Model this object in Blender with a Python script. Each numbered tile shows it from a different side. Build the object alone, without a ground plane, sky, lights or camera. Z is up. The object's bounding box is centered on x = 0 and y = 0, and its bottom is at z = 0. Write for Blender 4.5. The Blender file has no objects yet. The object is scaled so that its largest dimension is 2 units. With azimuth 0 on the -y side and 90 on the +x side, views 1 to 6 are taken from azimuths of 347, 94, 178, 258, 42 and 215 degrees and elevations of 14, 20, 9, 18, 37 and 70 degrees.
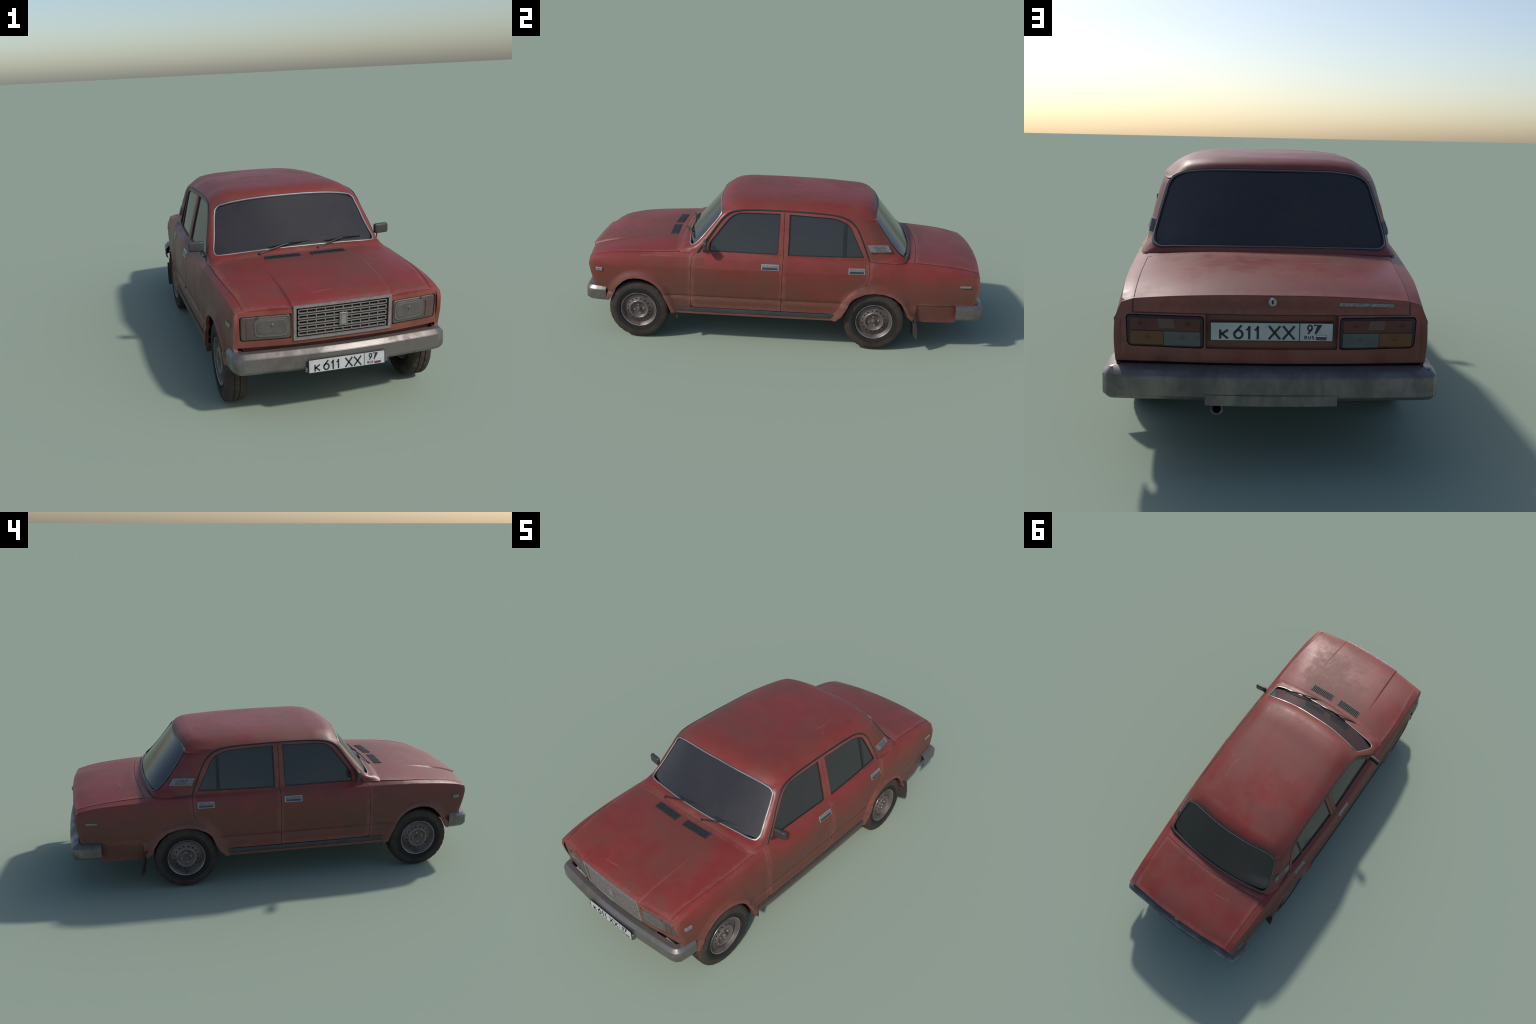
# A weathered red four-door saloon with square headlights, built part by part.
import bpy, bmesh, math, random
from math import sin, cos, pi, radians, hypot, atan2
from mathutils import Vector, Matrix
from mathutils.geometry import delaunay_2d_cdt

random.seed(7)
COL = bpy.context.scene.collection

# ------------------------------------------------------------------ maths
def lerp(a, b, t): return a + (b - a) * t
def clamp(v, a=0.0, b=1.0): return max(a, min(b, v))
def sstep(a, b, v):
    t = clamp((v - a) / (b - a)); return t * t * (3 - 2 * t)

class Curve1:
    """monotone cubic through (t, value) knots"""
    def __init__(self, *kn):
        self.t = [k[0] for k in kn]; self.v = [k[1] for k in kn]
        n = len(kn); d = [(self.v[i+1]-self.v[i])/(self.t[i+1]-self.t[i]) for i in range(n-1)]
        m = [d[0]] + [0 if d[i-1]*d[i] <= 0 else 2*d[i-1]*d[i]/(d[i-1]+d[i]) for i in range(1, n-1)] + [d[-1]]
        self.m = m
    def __call__(self, t):
        T = self.t
        if t <= T[0]: return self.v[0] + self.m[0]*(t-T[0])*0.5
        if t >= T[-1]: return self.v[-1] + self.m[-1]*(t-T[-1])*0.5
        i = 0
        while t > T[i+1]: i += 1
        h = T[i+1]-T[i]; s = (t-T[i])/h; s2 = s*s; s3 = s2*s
        return ((2*s3-3*s2+1)*self.v[i] + (s3-2*s2+s)*h*self.m[i] +
                (-2*s3+3*s2)*self.v[i+1] + (s3-s2)*h*self.m[i+1])

def spline(pts, step, closed=False):
    """Catmull-Rom (centripetal-ish) through points, resampled at about `step`."""
    P = [Vector(p) for p in pts]; n = len(P); out = []
    segs = n if closed else n - 1
    for i in range(segs):
        p1, p2 = P[i], P[(i+1) % n]
        p0 = P[i-1] if (closed or i > 0) else p1*2 - p2
        p3 = P[(i+2) % n] if (closed or i+2 < n) else p2*2 - p1
        L = (p2-p1).length
        if L < 1e-7: continue
        d0 = max((p1-p0).length, 1e-6); d2 = max((p3-p2).length, 1e-6)
        m1 = ((p1-p0)/d0*L*L/(d0+L) + (p2-p1)/L*L*d0/(d0+L))
        m2 = ((p2-p1)/L*L*d2/(d2+L) + (p3-p2)/d2*L*L/(d2+L))
        k = max(1, int(round(L/step)))
        for j in range(k):
            s = j/k; s2 = s*s; s3 = s2*s
            out.append((2*s3-3*s2+1)*p1 + (s3-2*s2+s)*m1 + (-2*s3+3*s2)*p2 + (s3-s2)*m2)
    if not closed: out.append(P[-1])
    return out

def mirror_loop(half):
    """half runs from x=0 to x=0; closed loop adds the mirrored side"""
    h = [Vector(p) for p in half]
    return h + [Vector((-p.x, p.y, p.z)) for p in reversed(h[1:-1])]

def inside(poly, x, y):
    c = False; j = len(poly)-1
    for i in range(len(poly)):
        xi, yi = poly[i][0], poly[i][1]; xj, yj = poly[j][0], poly[j][1]
        if (yi > y) != (yj > y) and x < (xj-xi)*(y-yi)/(yj-yi)+xi: c = not c
        j = i
    return c

def pdist(poly, x, y):
    b = 9.0; n = len(poly)
    for i in range(n):
        ax, ay = poly[i][0], poly[i][1]; bx, by = poly[(i+1) % n][0], poly[(i+1) % n][1]
        dx, dy = bx-ax, by-ay; l = dx*dx+dy*dy
        t = clamp(((x-ax)*dx+(y-ay)*dy)/l) if l > 0 else 0
        b = min(b, hypot(ax+t*dx-x, ay+t*dy-y))
    return b

def resample2(poly, step):
    out = []; n = len(poly)
    for i in range(n):
        a, b = poly[i], poly[(i+1) % n]; L = hypot(b[0]-a[0], b[1]-a[1])
        k = max(1, int(math.ceil(L/step)))
        for j in range(k): out.append((lerp(a[0], b[0], j/k), lerp(a[1], b[1], j/k)))
    return out

def round_poly(poly, r, k=5):
    """round the corners of a 2D polygon; r may be a list"""
    out = []; n = len(poly)
    for i in range(n):
        p = Vector(poly[i][:2]); a = Vector(poly[i-1][:2]); b = Vector(poly[(i+1) % n][:2])
        rr = r[i] if isinstance(r, (list, tuple)) else r
        if rr <= 0: out.append((p.x, p.y)); continue
        da = (a-p); db = (b-p); rr = min(rr, da.length*0.49, db.length*0.49)
        s = p+da.normalized()*rr; e = p+db.normalized()*rr
        for j in range(k+1):
            t = j/k; q = s.lerp(p, t).lerp(p.lerp(e, t), t); out.append((q.x, q.y))
    return out

def rect(x0, x1, y0, y1): return [(x0, y0), (x1, y0), (x1, y1), (x0, y1)]

# ------------------------------------------------------------------ objects
CAR = bpy.data.objects.new("car", None)
COL.objects.link(CAR)
CAR["label"] = "weathered dusty red four-door saloon car with boxy shape"
CAR["category"] = "car"

def finish(me, mat, smooth=True, angle=35):
    me.validate()
    if mat is not None:
        me.materials.clear(); me.materials.append(mat)
    for p in me.polygons: p.use_smooth = smooth
    if smooth and angle: me.set_sharp_from_angle(angle=radians(angle))
    me.update()

def add(name, me, parent=None):
    o = bpy.data.objects.new(name, me); COL.objects.link(o)
    o.parent = parent or CAR
    return o

def bm_to(name, bm, mat, parent=None, smooth=True, angle=35, recalc=False):
    if recalc: bmesh.ops.recalc_face_normals(bm, faces=bm.faces[:])
    me = bpy.data.meshes.new(name); bm.to_mesh(me); bm.free()
    finish(me, mat, smooth, angle)
    return add(name, me, parent)

def mirrored(o, parent=None):
    """copy of a part reflected to the other side of the car"""
    me = o.data.copy()
    me.transform(Matrix.Scale(-1, 4, Vector((1, 0, 0)))); me.flip_normals()
    c = add(o.name.split(".")[0], me, parent or o.parent)
    return c

def panel2d(outer, holes=(), lines=(), step=0.012, fine=None):
    """fine triangulation of a 2D outline with holes and inner crease lines"""
    fine = fine or step
    loops = [resample2(outer, fine)] + [resample2(h, fine) for h in holes]
    V = []; E = []
    for lp in loops:
        b = len(V); V += [Vector(p) for p in lp]
        E += [(b+i, b+(i+1) % len(lp)) for i in range(len(lp))]
    for ln in lines:
        b = None
        for i in range(len(ln)-1):
            a, c = ln[i], ln[i+1]; L = hypot(c[0]-a[0], c[1]-a[1]); k = max(1, int(L/step))
            for j in range(k+1):
                q = (lerp(a[0], c[0], j/k), lerp(a[1], c[1], j/k))
                ok = inside(outer, *q) and not any(inside(h, *q) for h in holes) and \
                     min(pdist(lp, *q) for lp in loops) > fine*0.25
                if not ok: b = None; continue
                V.append(Vector(q))
                if b is not None: E.append((b, len(V)-1))
                b = len(V)-1
    linepts = [(v.x, v.y) for v in V]
    xs = [p[0] for p in outer]; ys = [p[1] for p in outer]
    grid = {}
    for p in linepts: grid.setdefault((int(p[0]//step), int(p[1]//step)), []).append(p)
    x = min(xs)+step*0.5; row = 0
    while x < max(xs):
        y = min(ys)+step*(0.5 if row % 2 else 1.0)
        while y < max(ys):
            ci, cj = int(x//step), int(y//step); near = False
            for a in (-1, 0, 1):
                for b2 in (-1, 0, 1):
                    for p in grid.get((ci+a, cj+b2), ()):
                        if hypot(p[0]-x, p[1]-y) < step*0.6: near = True
            if not near and inside(outer, x, y) and not any(inside(h, x, y) for h in holes):
                V.append(Vector((x, y)))
            y += step
        x += step*0.87; row += 1
    v, e, f, _, _, _ = delaunay_2d_cdt(V, E, [], 0, 1e-7)
    F = []
    for t in f:
        cx = sum(v[i].x for i in t)/3; cy = sum(v[i].y for i in t)/3
        if inside(loops[0], cx, cy) and not any(inside(h, cx, cy) for h in loops[1:]): F.append(t)
    return v, F

def panel(name, outer, fmap, mat, holes=(), lines=(), step=0.012, fine=None, depth=0.006,
          want=None, parent=None, angle=35, fold=None):
    """sheet-metal panel: outline in a projection plane, fmap lifts it to 3D; edges fold inwards by depth"""
    v, F = panel2d(outer, holes, lines, step, fine)
    bm = bmesh.new()
    bv = [bm.verts.new(fmap(p.x, p.y)) for p in v]
    for t in F:
        try: bm.faces.new([bv[i] for i in t])
        except ValueError: pass
    for q in [q for q in bm.verts if not q.link_faces]: bm.verts.remove(q)
    bm.normal_update()
    if want is not None:
        s = sum((f.normal.dot(want)*f.calc_area() for f in bm.faces), 0.0)
        if s < 0: bmesh.ops.reverse_faces(bm, faces=bm.faces[:])
    bm.normal_update()
    if depth:
        be = [e for e in bm.edges if e.is_boundary]
        nrm = {q: q.normal.copy() for e in be for q in e.verts}
        r = bmesh.ops.extrude_edge_only(bm, edges=be)
        nv = [g for g in r["geom"] if isinstance(g, bmesh.types.BMVert)]
        base = {}
        for q in nv:
            for e in q.link_edges:
                o = e.other_vert(q)
                if o in nrm: base[q] = o
        for q in nv:
            if q in base: q.co -= (fold if fold is not None else nrm[base[q]])*depth
        bm.normal_update()
    return bm_to(name, bm, mat, parent, True, angle)

def grid_mesh(rows, closed_u=False, closed_v=False, bm=None):
    bm = bm or bmesh.new()
    R = [[bm.verts.new(p) for p in r] for r in rows]
    nr = len(R); nc = len(R[0])
    for i in range(nr if closed_u else nr-1):
        for j in range(nc if closed_v else nc-1):
            a, b = R[i], R[(i+1) % nr]
            try: bm.faces.new((a[j], a[(j+1) % nc], b[(j+1) % nc], b[j]))
            except ValueError: pass
    return bm

def sweep(path, section, closed=False, up=None, side=None, cap=True, bm=None):
    """section = [(a,b)...] in (side, up) axes; side(i,tangent) or fixed up gives the frame"""
    P = [Vector(p) for p in path]; n = len(P); rows = []
    for i in range(n):
        t = (P[(i+1) % n]-P[i-1]) if closed else (P[min(i+1, n-1)]-P[max(i-1, 0)])
        t.normalize()
        u = up(i, P[i]) if callable(up) else Vector(up)
        s = t.cross(u).normalized(); u2 = s.cross(t).normalized()
        # mitre
        k = 1.0
        if closed or 0 < i < n-1:
            d1 = (P[i]-P[i-1]).normalized(); k = 1/max(0.6, abs(d1.dot(t)))
        rows.append([P[i]+s*a*k+u2*b for a, b in section])
    bm = grid_mesh(rows, closed, True, bm)
    if cap and not closed:
        bm.verts.ensure_lookup_table(); m = len(section); tot = len(bm.verts)
        try:
            bm.faces.new([bm.verts[tot-n*m+i] for i in range(m)])
            bm.faces.new([bm.verts[tot-m+i] for i in reversed(range(m))])
        except ValueError: pass
    return bm

def oval(ra, rb, k=8): return [(ra*cos(2*pi*i/k), rb*sin(2*pi*i/k)) for i in range(k)]

def lathe(profile, seg, axis='x', bm=None, closed=False):
    """profile [(r, x)] spun around the x axis"""
    rows = []
    for i in range(seg):
        a = 2*pi*i/seg
        rows.append([Vector((x, r*cos(a), r*sin(a))) for r, x in profile])
    return grid_mesh(rows, True, closed, bm)

def block(bm, x0, x1, y0, y1, z0, z1, fmap=None):
    c = [Vector((x, y, z)) for x in (x0, x1) for y in (y0, y1) for z in (z0, z1)]
    if fmap: c = [fmap(p) for p in c]
    v = [bm.verts.new(p) for p in c]
    for f in ((0, 1, 3, 2), (4, 6, 7, 5), (0, 4, 5, 1), (2, 3, 7, 6), (0, 2, 6, 4), (1, 5, 7, 3)):
        bm.faces.new([v[i] for i in f])
    return bm

def bevelled(bm, w, seg=2):
    bmesh.ops.recalc_face_normals(bm, faces=bm.faces[:])
    bmesh.ops.bevel(bm, geom=bm.edges[:], offset=w, segments=seg, affect='EDGES', profile=0.6)
    return bm

def plate(name, outline, thick, fmap, mat, parent=None, bevel=0.0, step=None, angle=35, holes=()):
    """solid plate: 2D outline (u,v) with local height w -> fmap(u,v,w); front edge bevelled"""
    loops = [(outline, 0.0)]
    bm = bmesh.new()
    st = step or 0.02
    def ring(off, w):
        pts = resample2(outline, st); n = len(pts); out = []
        cx = sum(p[0] for p in pts)/n; cy = sum(p[1] for p in pts)/n
        for i in range(n):
            a, p, b = pts[i-1], pts[i], pts[(i+1) % n]
            tx, ty = b[0]-a[0], b[1]-a[1]; l = hypot(tx, ty) or 1
            nx, ny = ty/l, -tx/l
            out.append((p[0]-nx*off, p[1]-ny*off, w))
        return out
    area = sum(outline[i-1][0]*outline[i][1]-outline[i][0]*outline[i-1][1] for i in range(len(outline)))
    if area < 0: outline = list(reversed(outline))
    rings = [ring(0, 0), ring(0, thick-bevel)]
    if bevel: rings.append(ring(bevel, thick))
    bm = grid_mesh([[fmap(*p) for p in r] for r in rings], False, True)
    top = rings[-1]
    v, F = panel2d([(p[0], p[1]) for p in top], (), (), max(st, 0.006), 9.0)
    tv = [bm.verts.new(fmap(p.x, p.y, thick)) for p in v]
    for t in F:
        try: bm.faces.new([tv[i] for i in t])
        except ValueError: pass
    bmesh.ops.remove_doubles(bm, verts=bm.verts[:], dist=1e-6)
    bmesh.ops.recalc_face_normals(bm, faces=bm.faces[:])
    # recalc on an open shell: make sure the top faces out
    return bm_to(name, bm, mat, parent, True, angle)

# ------------------------------------------------------------------ materials
def nodes(name):
    m = bpy.data.materials.new(name); m.use_nodes = True
    nt = m.node_tree; nt.nodes.clear()
    out = nt.nodes.new("ShaderNodeOutputMaterial"); b = nt.nodes.new("ShaderNodeBsdfPrincipled")
    nt.links.new(b.outputs[0], out.inputs[0])
    return m, nt, b

def N(nt, kind, **kw):
    n = nt.nodes.new(kind)
    for k, v in kw.items():
        if k.startswith("i_"):
            key = k[2:].replace("_", " ")
            n.inputs[key].default_value = v
        else: setattr(n, k, v)
    return n

def noise(nt, vec, scale, detail=4, rough=0.55, dist=0.0):
    n = N(nt, "ShaderNodeTexNoise"); n.inputs["Scale"].default_value = scale
    n.inputs["Detail"].default_value = detail; n.inputs["Roughness"].default_value = rough
    n.inputs["Distortion"].default_value = dist
    nt.links.new(vec, n.inputs["Vector"]); return n.outputs["Fac"]

def ramp(nt, fac, a, b, lo=0.0, hi=1.0):
    n = N(nt, "ShaderNodeMapRange"); n.interpolation_type = 'SMOOTHSTEP'
    n.inputs[1].default_value = a; n.inputs[2].default_value = b
    n.inputs[3].default_value = lo; n.inputs[4].default_value = hi
    nt.links.new(fac, n.inputs[0]); return n.outputs[0]

def math_(nt, op, a, b=None):
    n = N(nt, "ShaderNodeMath", operation=op)
    for i, q in enumerate((a, b)):
        if q is None: continue
        if isinstance(q, (int, float)): n.inputs[i].default_value = q
        else: nt.links.new(q, n.inputs[i])
    return n.outputs[0]

def mix(nt, fac, a, b, mode='MIX'):
    n = N(nt, "ShaderNodeMix", data_type='RGBA', blend_type=mode)
    for s, q in ((n.inputs[0], fac), (n.inputs[6], a), (n.inputs[7], b)):
        if isinstance(q, (int, float)): s.default_value = q
        elif isinstance(q, tuple): s.default_value = (*q, 1)
        else: nt.links.new(q, s)
    return n.outputs[2]

def coords(nt, scale=(1, 1, 1)):
    t = N(nt, "ShaderNodeTexCoord"); m = N(nt, "ShaderNodeMapping")
    m.inputs["Scale"].default_value = scale
    nt.links.new(t.outputs["Object"], m.inputs[0]); return m.outputs[0]

def bump(nt, b, h, strength=0.2, dist=0.002):
    n = N(nt, "ShaderNodeBump"); n.inputs["Strength"].default_value = strength
    n.inputs["Distance"].default_value = dist
    nt.links.new(h, n.inputs["Height"]); nt.links.new(n.outputs[0], b.inputs["Normal"])

def simple(name, col, rough=0.5, metal=0.0, var=0.0, scale=40, col2=None, rvar=0.0, spec=0.5, bmp=0.0):
    m, nt, b = nodes(name)
    b.inputs["Roughness"].default_value = rough; b.inputs["Metallic"].default_value = metal
    b.inputs["Specular IOR Level"].default_value = spec
    v = coords(nt)
    if var > 0 or col2:
        f = noise(nt, v, scale, 5, 0.65)
        f = ramp(nt, f, 0.35, 0.68)
        c2 = col2 or tuple(c*(1-var) for c in col)
        nt.links.new(mix(nt, f, col, c2), b.inputs["Base Color"])
        if rvar: nt.links.new(ramp(nt, f, 0, 1, rough-rvar, rough+rvar), b.inputs["Roughness"])
        if bmp: bump(nt, b, f, bmp)
    else: b.inputs["Base Color"].default_value = (*col, 1)
    return m

RED = (0.196, 0.0275, 0.0220); RED2 = (0.258, 0.027, 0.0245); DUST = (0.128, 0.047, 0.032); SIDE = (0.205, 0.045, 0.030)

def paint_material():
    m, nt, b = nodes("red_paint")
    v = coords(nt)
    big = noise(nt, v, 3.0, 5, 0.6, 0.4); mid = noise(nt, v, 10.0, 6, 0.65, 0.3); fin = noise(nt, v, 46, 6, 0.7)
    col = mix(nt, ramp(nt, mid, 0.38, 0.66), RED, RED2)
    # matt brown road dust in soft clouds
    d = math_(nt, 'ADD', math_(nt, 'MULTIPLY', big, 0.62), math_(nt, 'MULTIPLY', mid, 0.38))
    d = math_(nt, 'ADD', d, math_(nt, 'MULTIPLY', math_(nt, 'SUBTRACT', fin, 0.5), 0.16))
    sep = N(nt, "ShaderNodeSeparateXYZ"); nt.links.new(v, sep.inputs[0])
    # road dirt thickens on the flanks below the shoulder line (splash from the wheels)
    low = ramp(nt, math_(nt, 'ADD', sep.outputs[2], math_(nt, 'MULTIPLY', math_(nt, 'SUBTRACT', mid, 0.5), 0.10)), 0.43, 0.30)
    dm = ramp(nt, d, 0.36, 0.66, 0.0, 0.82)
    col = mix(nt, dm, col, DUST)
    lowc = math_(nt, 'MULTIPLY', low, ramp(nt, d, 0.30, 0.56, 0.35, 0.85))
    col = mix(nt, lowc, col, (0.122, 0.047, 0.031))
    geo = N(nt, "ShaderNodeNewGeometry")
    drawn_highlight = math_(nt, 'MULTIPLY', ramp(nt, geo.outputs["Pointiness"], .515, .56), ramp(nt, mid, .35, .6, .15, .5))  # convex edges tinted paler to paint highlight lines along the creases
    col = mix(nt, drawn_highlight, col, (.26, .085, .07))
    # small dark specks
    sp = N(nt, "ShaderNodeTexVoronoi"); sp.inputs["Scale"].default_value = 26
    nt.links.new(v, sp.inputs["Vector"])
    spk = math_(nt, 'MULTIPLY', ramp(nt, sp.outputs["Distance"], 0.14, 0.05), ramp(nt, mid, 0.5, 0.6))
    col = mix(nt, math_(nt, 'MULTIPLY', spk, 0.35), col, (0.07, 0.035, 0.028))
    # a few long scratches down to the primer (roof, boot, bonnet)
    flat = N(nt, "ShaderNodeVectorMath", operation='MULTIPLY'); flat.inputs[1].default_value = (1, 1, 0)
    wob = N(nt, "ShaderNodeVectorMath", operation='MULTIPLY_ADD')
    nz = N(nt, "ShaderNodeTexNoise"); nz.inputs["Scale"].default_value = 60; nt.links.new(v, nz.inputs["Vector"])
    nt.links.new(nz.outputs["Color"], wob.inputs[0]); wob.inputs[1].default_value = (.004, .004, 0); nt.links.new(v, wob.inputs[2])
    nt.links.new(wob.outputs[0], flat.inputs[0])
    up = ramp(nt, sep.outputs[2], .40, .41)
    for (ax, ay), (bx, by), w in (((.187, .119), (.197, .147), .0010), ((.196, .150), (.190, .238), .0011), ((-.063, .746), (-.089, .752), .0008), ((-.089, .752), (-.181, .740), .0010), ((-.092, -.913), (-.010, -.905), .0008), ((.236, .118), (.21, .14), .0012), ((.235, .235), (.232, .262), .0007)):
        L2 = (bx-ax)**2+(by-ay)**2
        s1 = N(nt, "ShaderNodeVectorMath", operation='SUBTRACT'); nt.links.new(flat.outputs[0], s1.inputs[0]); s1.inputs[1].default_value = (ax+.002, ay+.002, 0)
        dt = N(nt, "ShaderNodeVectorMath", operation='DOT_PRODUCT'); nt.links.new(s1.outputs[0], dt.inputs[0]); dt.inputs[1].default_value = ((bx-ax)/L2, (by-ay)/L2, 0)
        cl = N(nt, "ShaderNodeClamp"); nt.links.new(dt.outputs["Value"], cl.inputs[0])
        sc = N(nt, "ShaderNodeVectorMath", operation='SCALE'); sc.inputs[0].default_value = (bx-ax, by-ay, 0); nt.links.new(cl.outputs[0], sc.inputs["Scale"])
        ds = N(nt, "ShaderNodeVectorMath", operation='DISTANCE'); nt.links.new(s1.outputs[0], ds.inputs[0]); nt.links.new(sc.outputs[0], ds.inputs[1])
        ms = math_(nt, 'MULTIPLY', math_(nt, 'MULTIPLY', ramp(nt, ds.outputs["Value"], w*1.5, w*.5), ramp(nt, fin, .38, .55)), up)
        col = mix(nt, math_(nt, 'MULTIPLY', ms, .75), col, (.34, .15, .13))
    nt.links.new(col, b.inputs["Base Color"])
    nt.links.new(math_(nt, 'ADD', ramp(nt, dm, 0, 0.8, 0.40, 0.52), math_(nt, 'MULTIPLY', math_(nt, 'SUBTRACT', fin, 0.5), 0.10)), b.inputs["Roughness"])
    b.inputs["Specular IOR Level"].default_value = 0.45
    bump(nt, b, math_(nt, 'ADD', math_(nt, 'MULTIPLY', mid, 0.9), math_(nt, 'MULTIPLY', fin, 0.12)), 0.10, 0.004)
    return m

def glass_material(name, base, dust, amt):
    m, nt, b = nodes(name)
    v = coords(nt)
    n1 = noise(nt, v, 5, 6, 0.6); n2 = noise(nt, v, 60, 4, 0.7)
    f = math_(nt, 'MULTIPLY', ramp(nt, n1, 0.25, 0.8, 0.35, 0.9), ramp(nt, n2, 0.2, 0.8, 0.6, 1.0))
    nt.links.new(mix(nt, math_(nt, 'MULTIPLY', f, amt), base, dust), b.inputs["Base Color"])
    nt.links.new(ramp(nt, f, 0, 1, 0.07, 0.16), b.inputs["Roughness"])
    return m

def chrome_material(name, base, dirt, rough=0.4, metal=0.75, scale=(9, 9, 9)):
    m, nt, b = nodes(name)
    v = coords(nt, scale)
    n1 = noise(nt, v, 2.2, 6, 0.65, 0.4); n2 = noise(nt, v, 9, 5, 0.65)
    f = ramp(nt, math_(nt, 'ADD', math_(nt, 'MULTIPLY', n1, 0.65), math_(nt, 'MULTIPLY', n2, 0.35)), 0.36, 0.64)
    nt.links.new(mix(nt, f, base, dirt), b.inputs["Base Color"])
    nt.links.new(ramp(nt, f, 0, 1, rough-0.08, rough+0.12), b.inputs["Roughness"])
    nt.links.new(ramp(nt, f, 0, 1, metal, metal*0.6), b.inputs["Metallic"])
    return m

PAINT = paint_material()
GLASS = glass_material("tinted_glass", (0.020, 0.020, 0.023), (0.070, 0.058, 0.054), 0.45)
GLASS_S = glass_material("side_glass", (0.030, 0.032, 0.034), (0.052, 0.050, 0.046), 0.35)
BLACK = simple("black_rubber", (0.018, 0.019, 0.021), 0.5, var=0.4, scale=30)
DARK = simple("dark_cavity", (0.012, 0.011, 0.011), 0.9)
CHROME = chrome_material("bright_trim", (0.44, 0.44, 0.45), (0.29, 0.28, 0.27), 0.36, 0.80, (6, 6, 6))
BUMPER = chrome_material("tarnished_bumper", (0.215, 0.200, 0.188), (0.110, 0.098, 0.089), 0.37, 0.70, (4, 4, 2.5))
ALLOY = chrome_material("grille_metal", (0.31, 0.29, 0.278), (0.185, 0.16, 0.15), 0.42, 0.45, (26, 26, 26))
def tyre_material():
    m, nt, b = nodes("tyre_rubber"); v = coords(nt)
    b.inputs["Specular IOR Level"].default_value = .25; b.inputs["Roughness"].default_value = .85
    flat = N(nt, "ShaderNodeVectorMath", operation='MULTIPLY'); flat.inputs[1].default_value = (0, 1, 1); nt.links.new(v, flat.inputs[0])
    ln = N(nt, "ShaderNodeVectorMath", operation='LENGTH'); nt.links.new(flat.outputs[0], ln.inputs[0])
    n1 = noise(nt, v, 16, 5, .6)
    # dust clings to the outer sidewall and tread, the bead stays black
    r = math_(nt, 'ADD', ln.outputs["Value"], math_(nt, 'MULTIPLY', math_(nt, 'SUBTRACT', n1, .5), .012))
    c = mix(nt, ramp(nt, n1, .35, .65), (.042, .033, .028), (.062, .047, .039))
    nt.links.new(mix(nt, ramp(nt, r, .106, .122), (.022, .020, .019), c), b.inputs["Base Color"])
    bump(nt, b, noise(nt, v, 120, 3, .6), .15, .001)
    return m
TYRE = tyre_material()
RIM = simple("rim_paint", (0.095, 0.072, 0.066), 0.48, 0.3, col2=(0.155, 0.120, 0.110), scale=22, rvar=0.08)
RIMLIP = simple("rim_lip", (0.34, 0.31, 0.30), 0.35, 0.6, col2=(0.20, 0.16, 0.15), scale=30)
BOLT = simple("bolt_steel", (0.36, 0.34, 0.33), 0.4, 0.3, var=0.2, scale=90)
SILL = simple("sill_plastic", (0.035, 0.037, 0.040), 0.55, col2=(0.055, 0.050, 0.048), scale=18)
MIRROR = simple("mirror_plastic", (0.042, 0.043, 0.042), 0.42, var=0.25, scale=22)
WHITE = simple("plate_white", (0.46, 0.47, 0.475), 0.45, col2=(0.37, 0.38, 0.38), scale=16)
INK = simple("plate_ink", (0.012, 0.013, 0.013), 0.5)
F_W = simple("flag_white", (0.52, 0.53, 0.56), 0.5); F_B = simple("flag_blue", (0.015, 0.028, 0.19), 0.5); F_R = simple("flag_red", (0.24, 0.018, 0.015), 0.5)
LAMP = simple("lamp_housing", (0.068, 0.056, 0.051), 0.38, col2=(0.088, 0.074, 0.068), scale=16)
LENS = simple("lamp_lens", (0.105, 0.092, 0.086), 0.16, col2=(0.080, 0.070, 0.065), scale=18)
LENSR = simple("lens_rim", (0.115, 0.104, 0.098), 0.28, col2=(0.090, 0.080, 0.074), scale=25)
AMBER_F = simple("front_amber", (0.105, 0.058, 0.042), 0.32, col2=(0.092, 0.052, 0.040), scale=40)
T_RED = simple("tail_red", (0.070, 0.012, 0.012), 0.2, col2=(0.095, 0.020, 0.018), scale=30)
T_PALE = simple("tail_pale", (0.105, 0.052, 0.046), 0.22)
T_AMB = simple("tail_amber", (0.135, 0.045, 0.010), 0.2, col2=(0.105, 0.040, 0.016), scale=30)
T_CLR = simple("tail_clear", (0.088, 0.090, 0.086), 0.24, col2=(0.072, 0.073, 0.070), scale=30)
SLAT = simple("vent_plastic", (0.035, 0.037, 0.042), 0.5, var=0.2)
BADGE = simple("worn_badge", (0.245, 0.24, 0.235), 0.45, 0.3, col2=(0.13, 0.125, 0.12), scale=150)
FLAP = simple("mudflap_rubber", (0.030, 0.024, 0.021), 0.85, col2=(0.05, 0.035, 0.028), scale=20)
SEAM_DARK = simple("seam_dark", (0.035, 0.018, 0.015), 0.8)
UNDER = simple("underbody", (0.03, 0.022, 0.02), 0.9, var=0.4)

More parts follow.
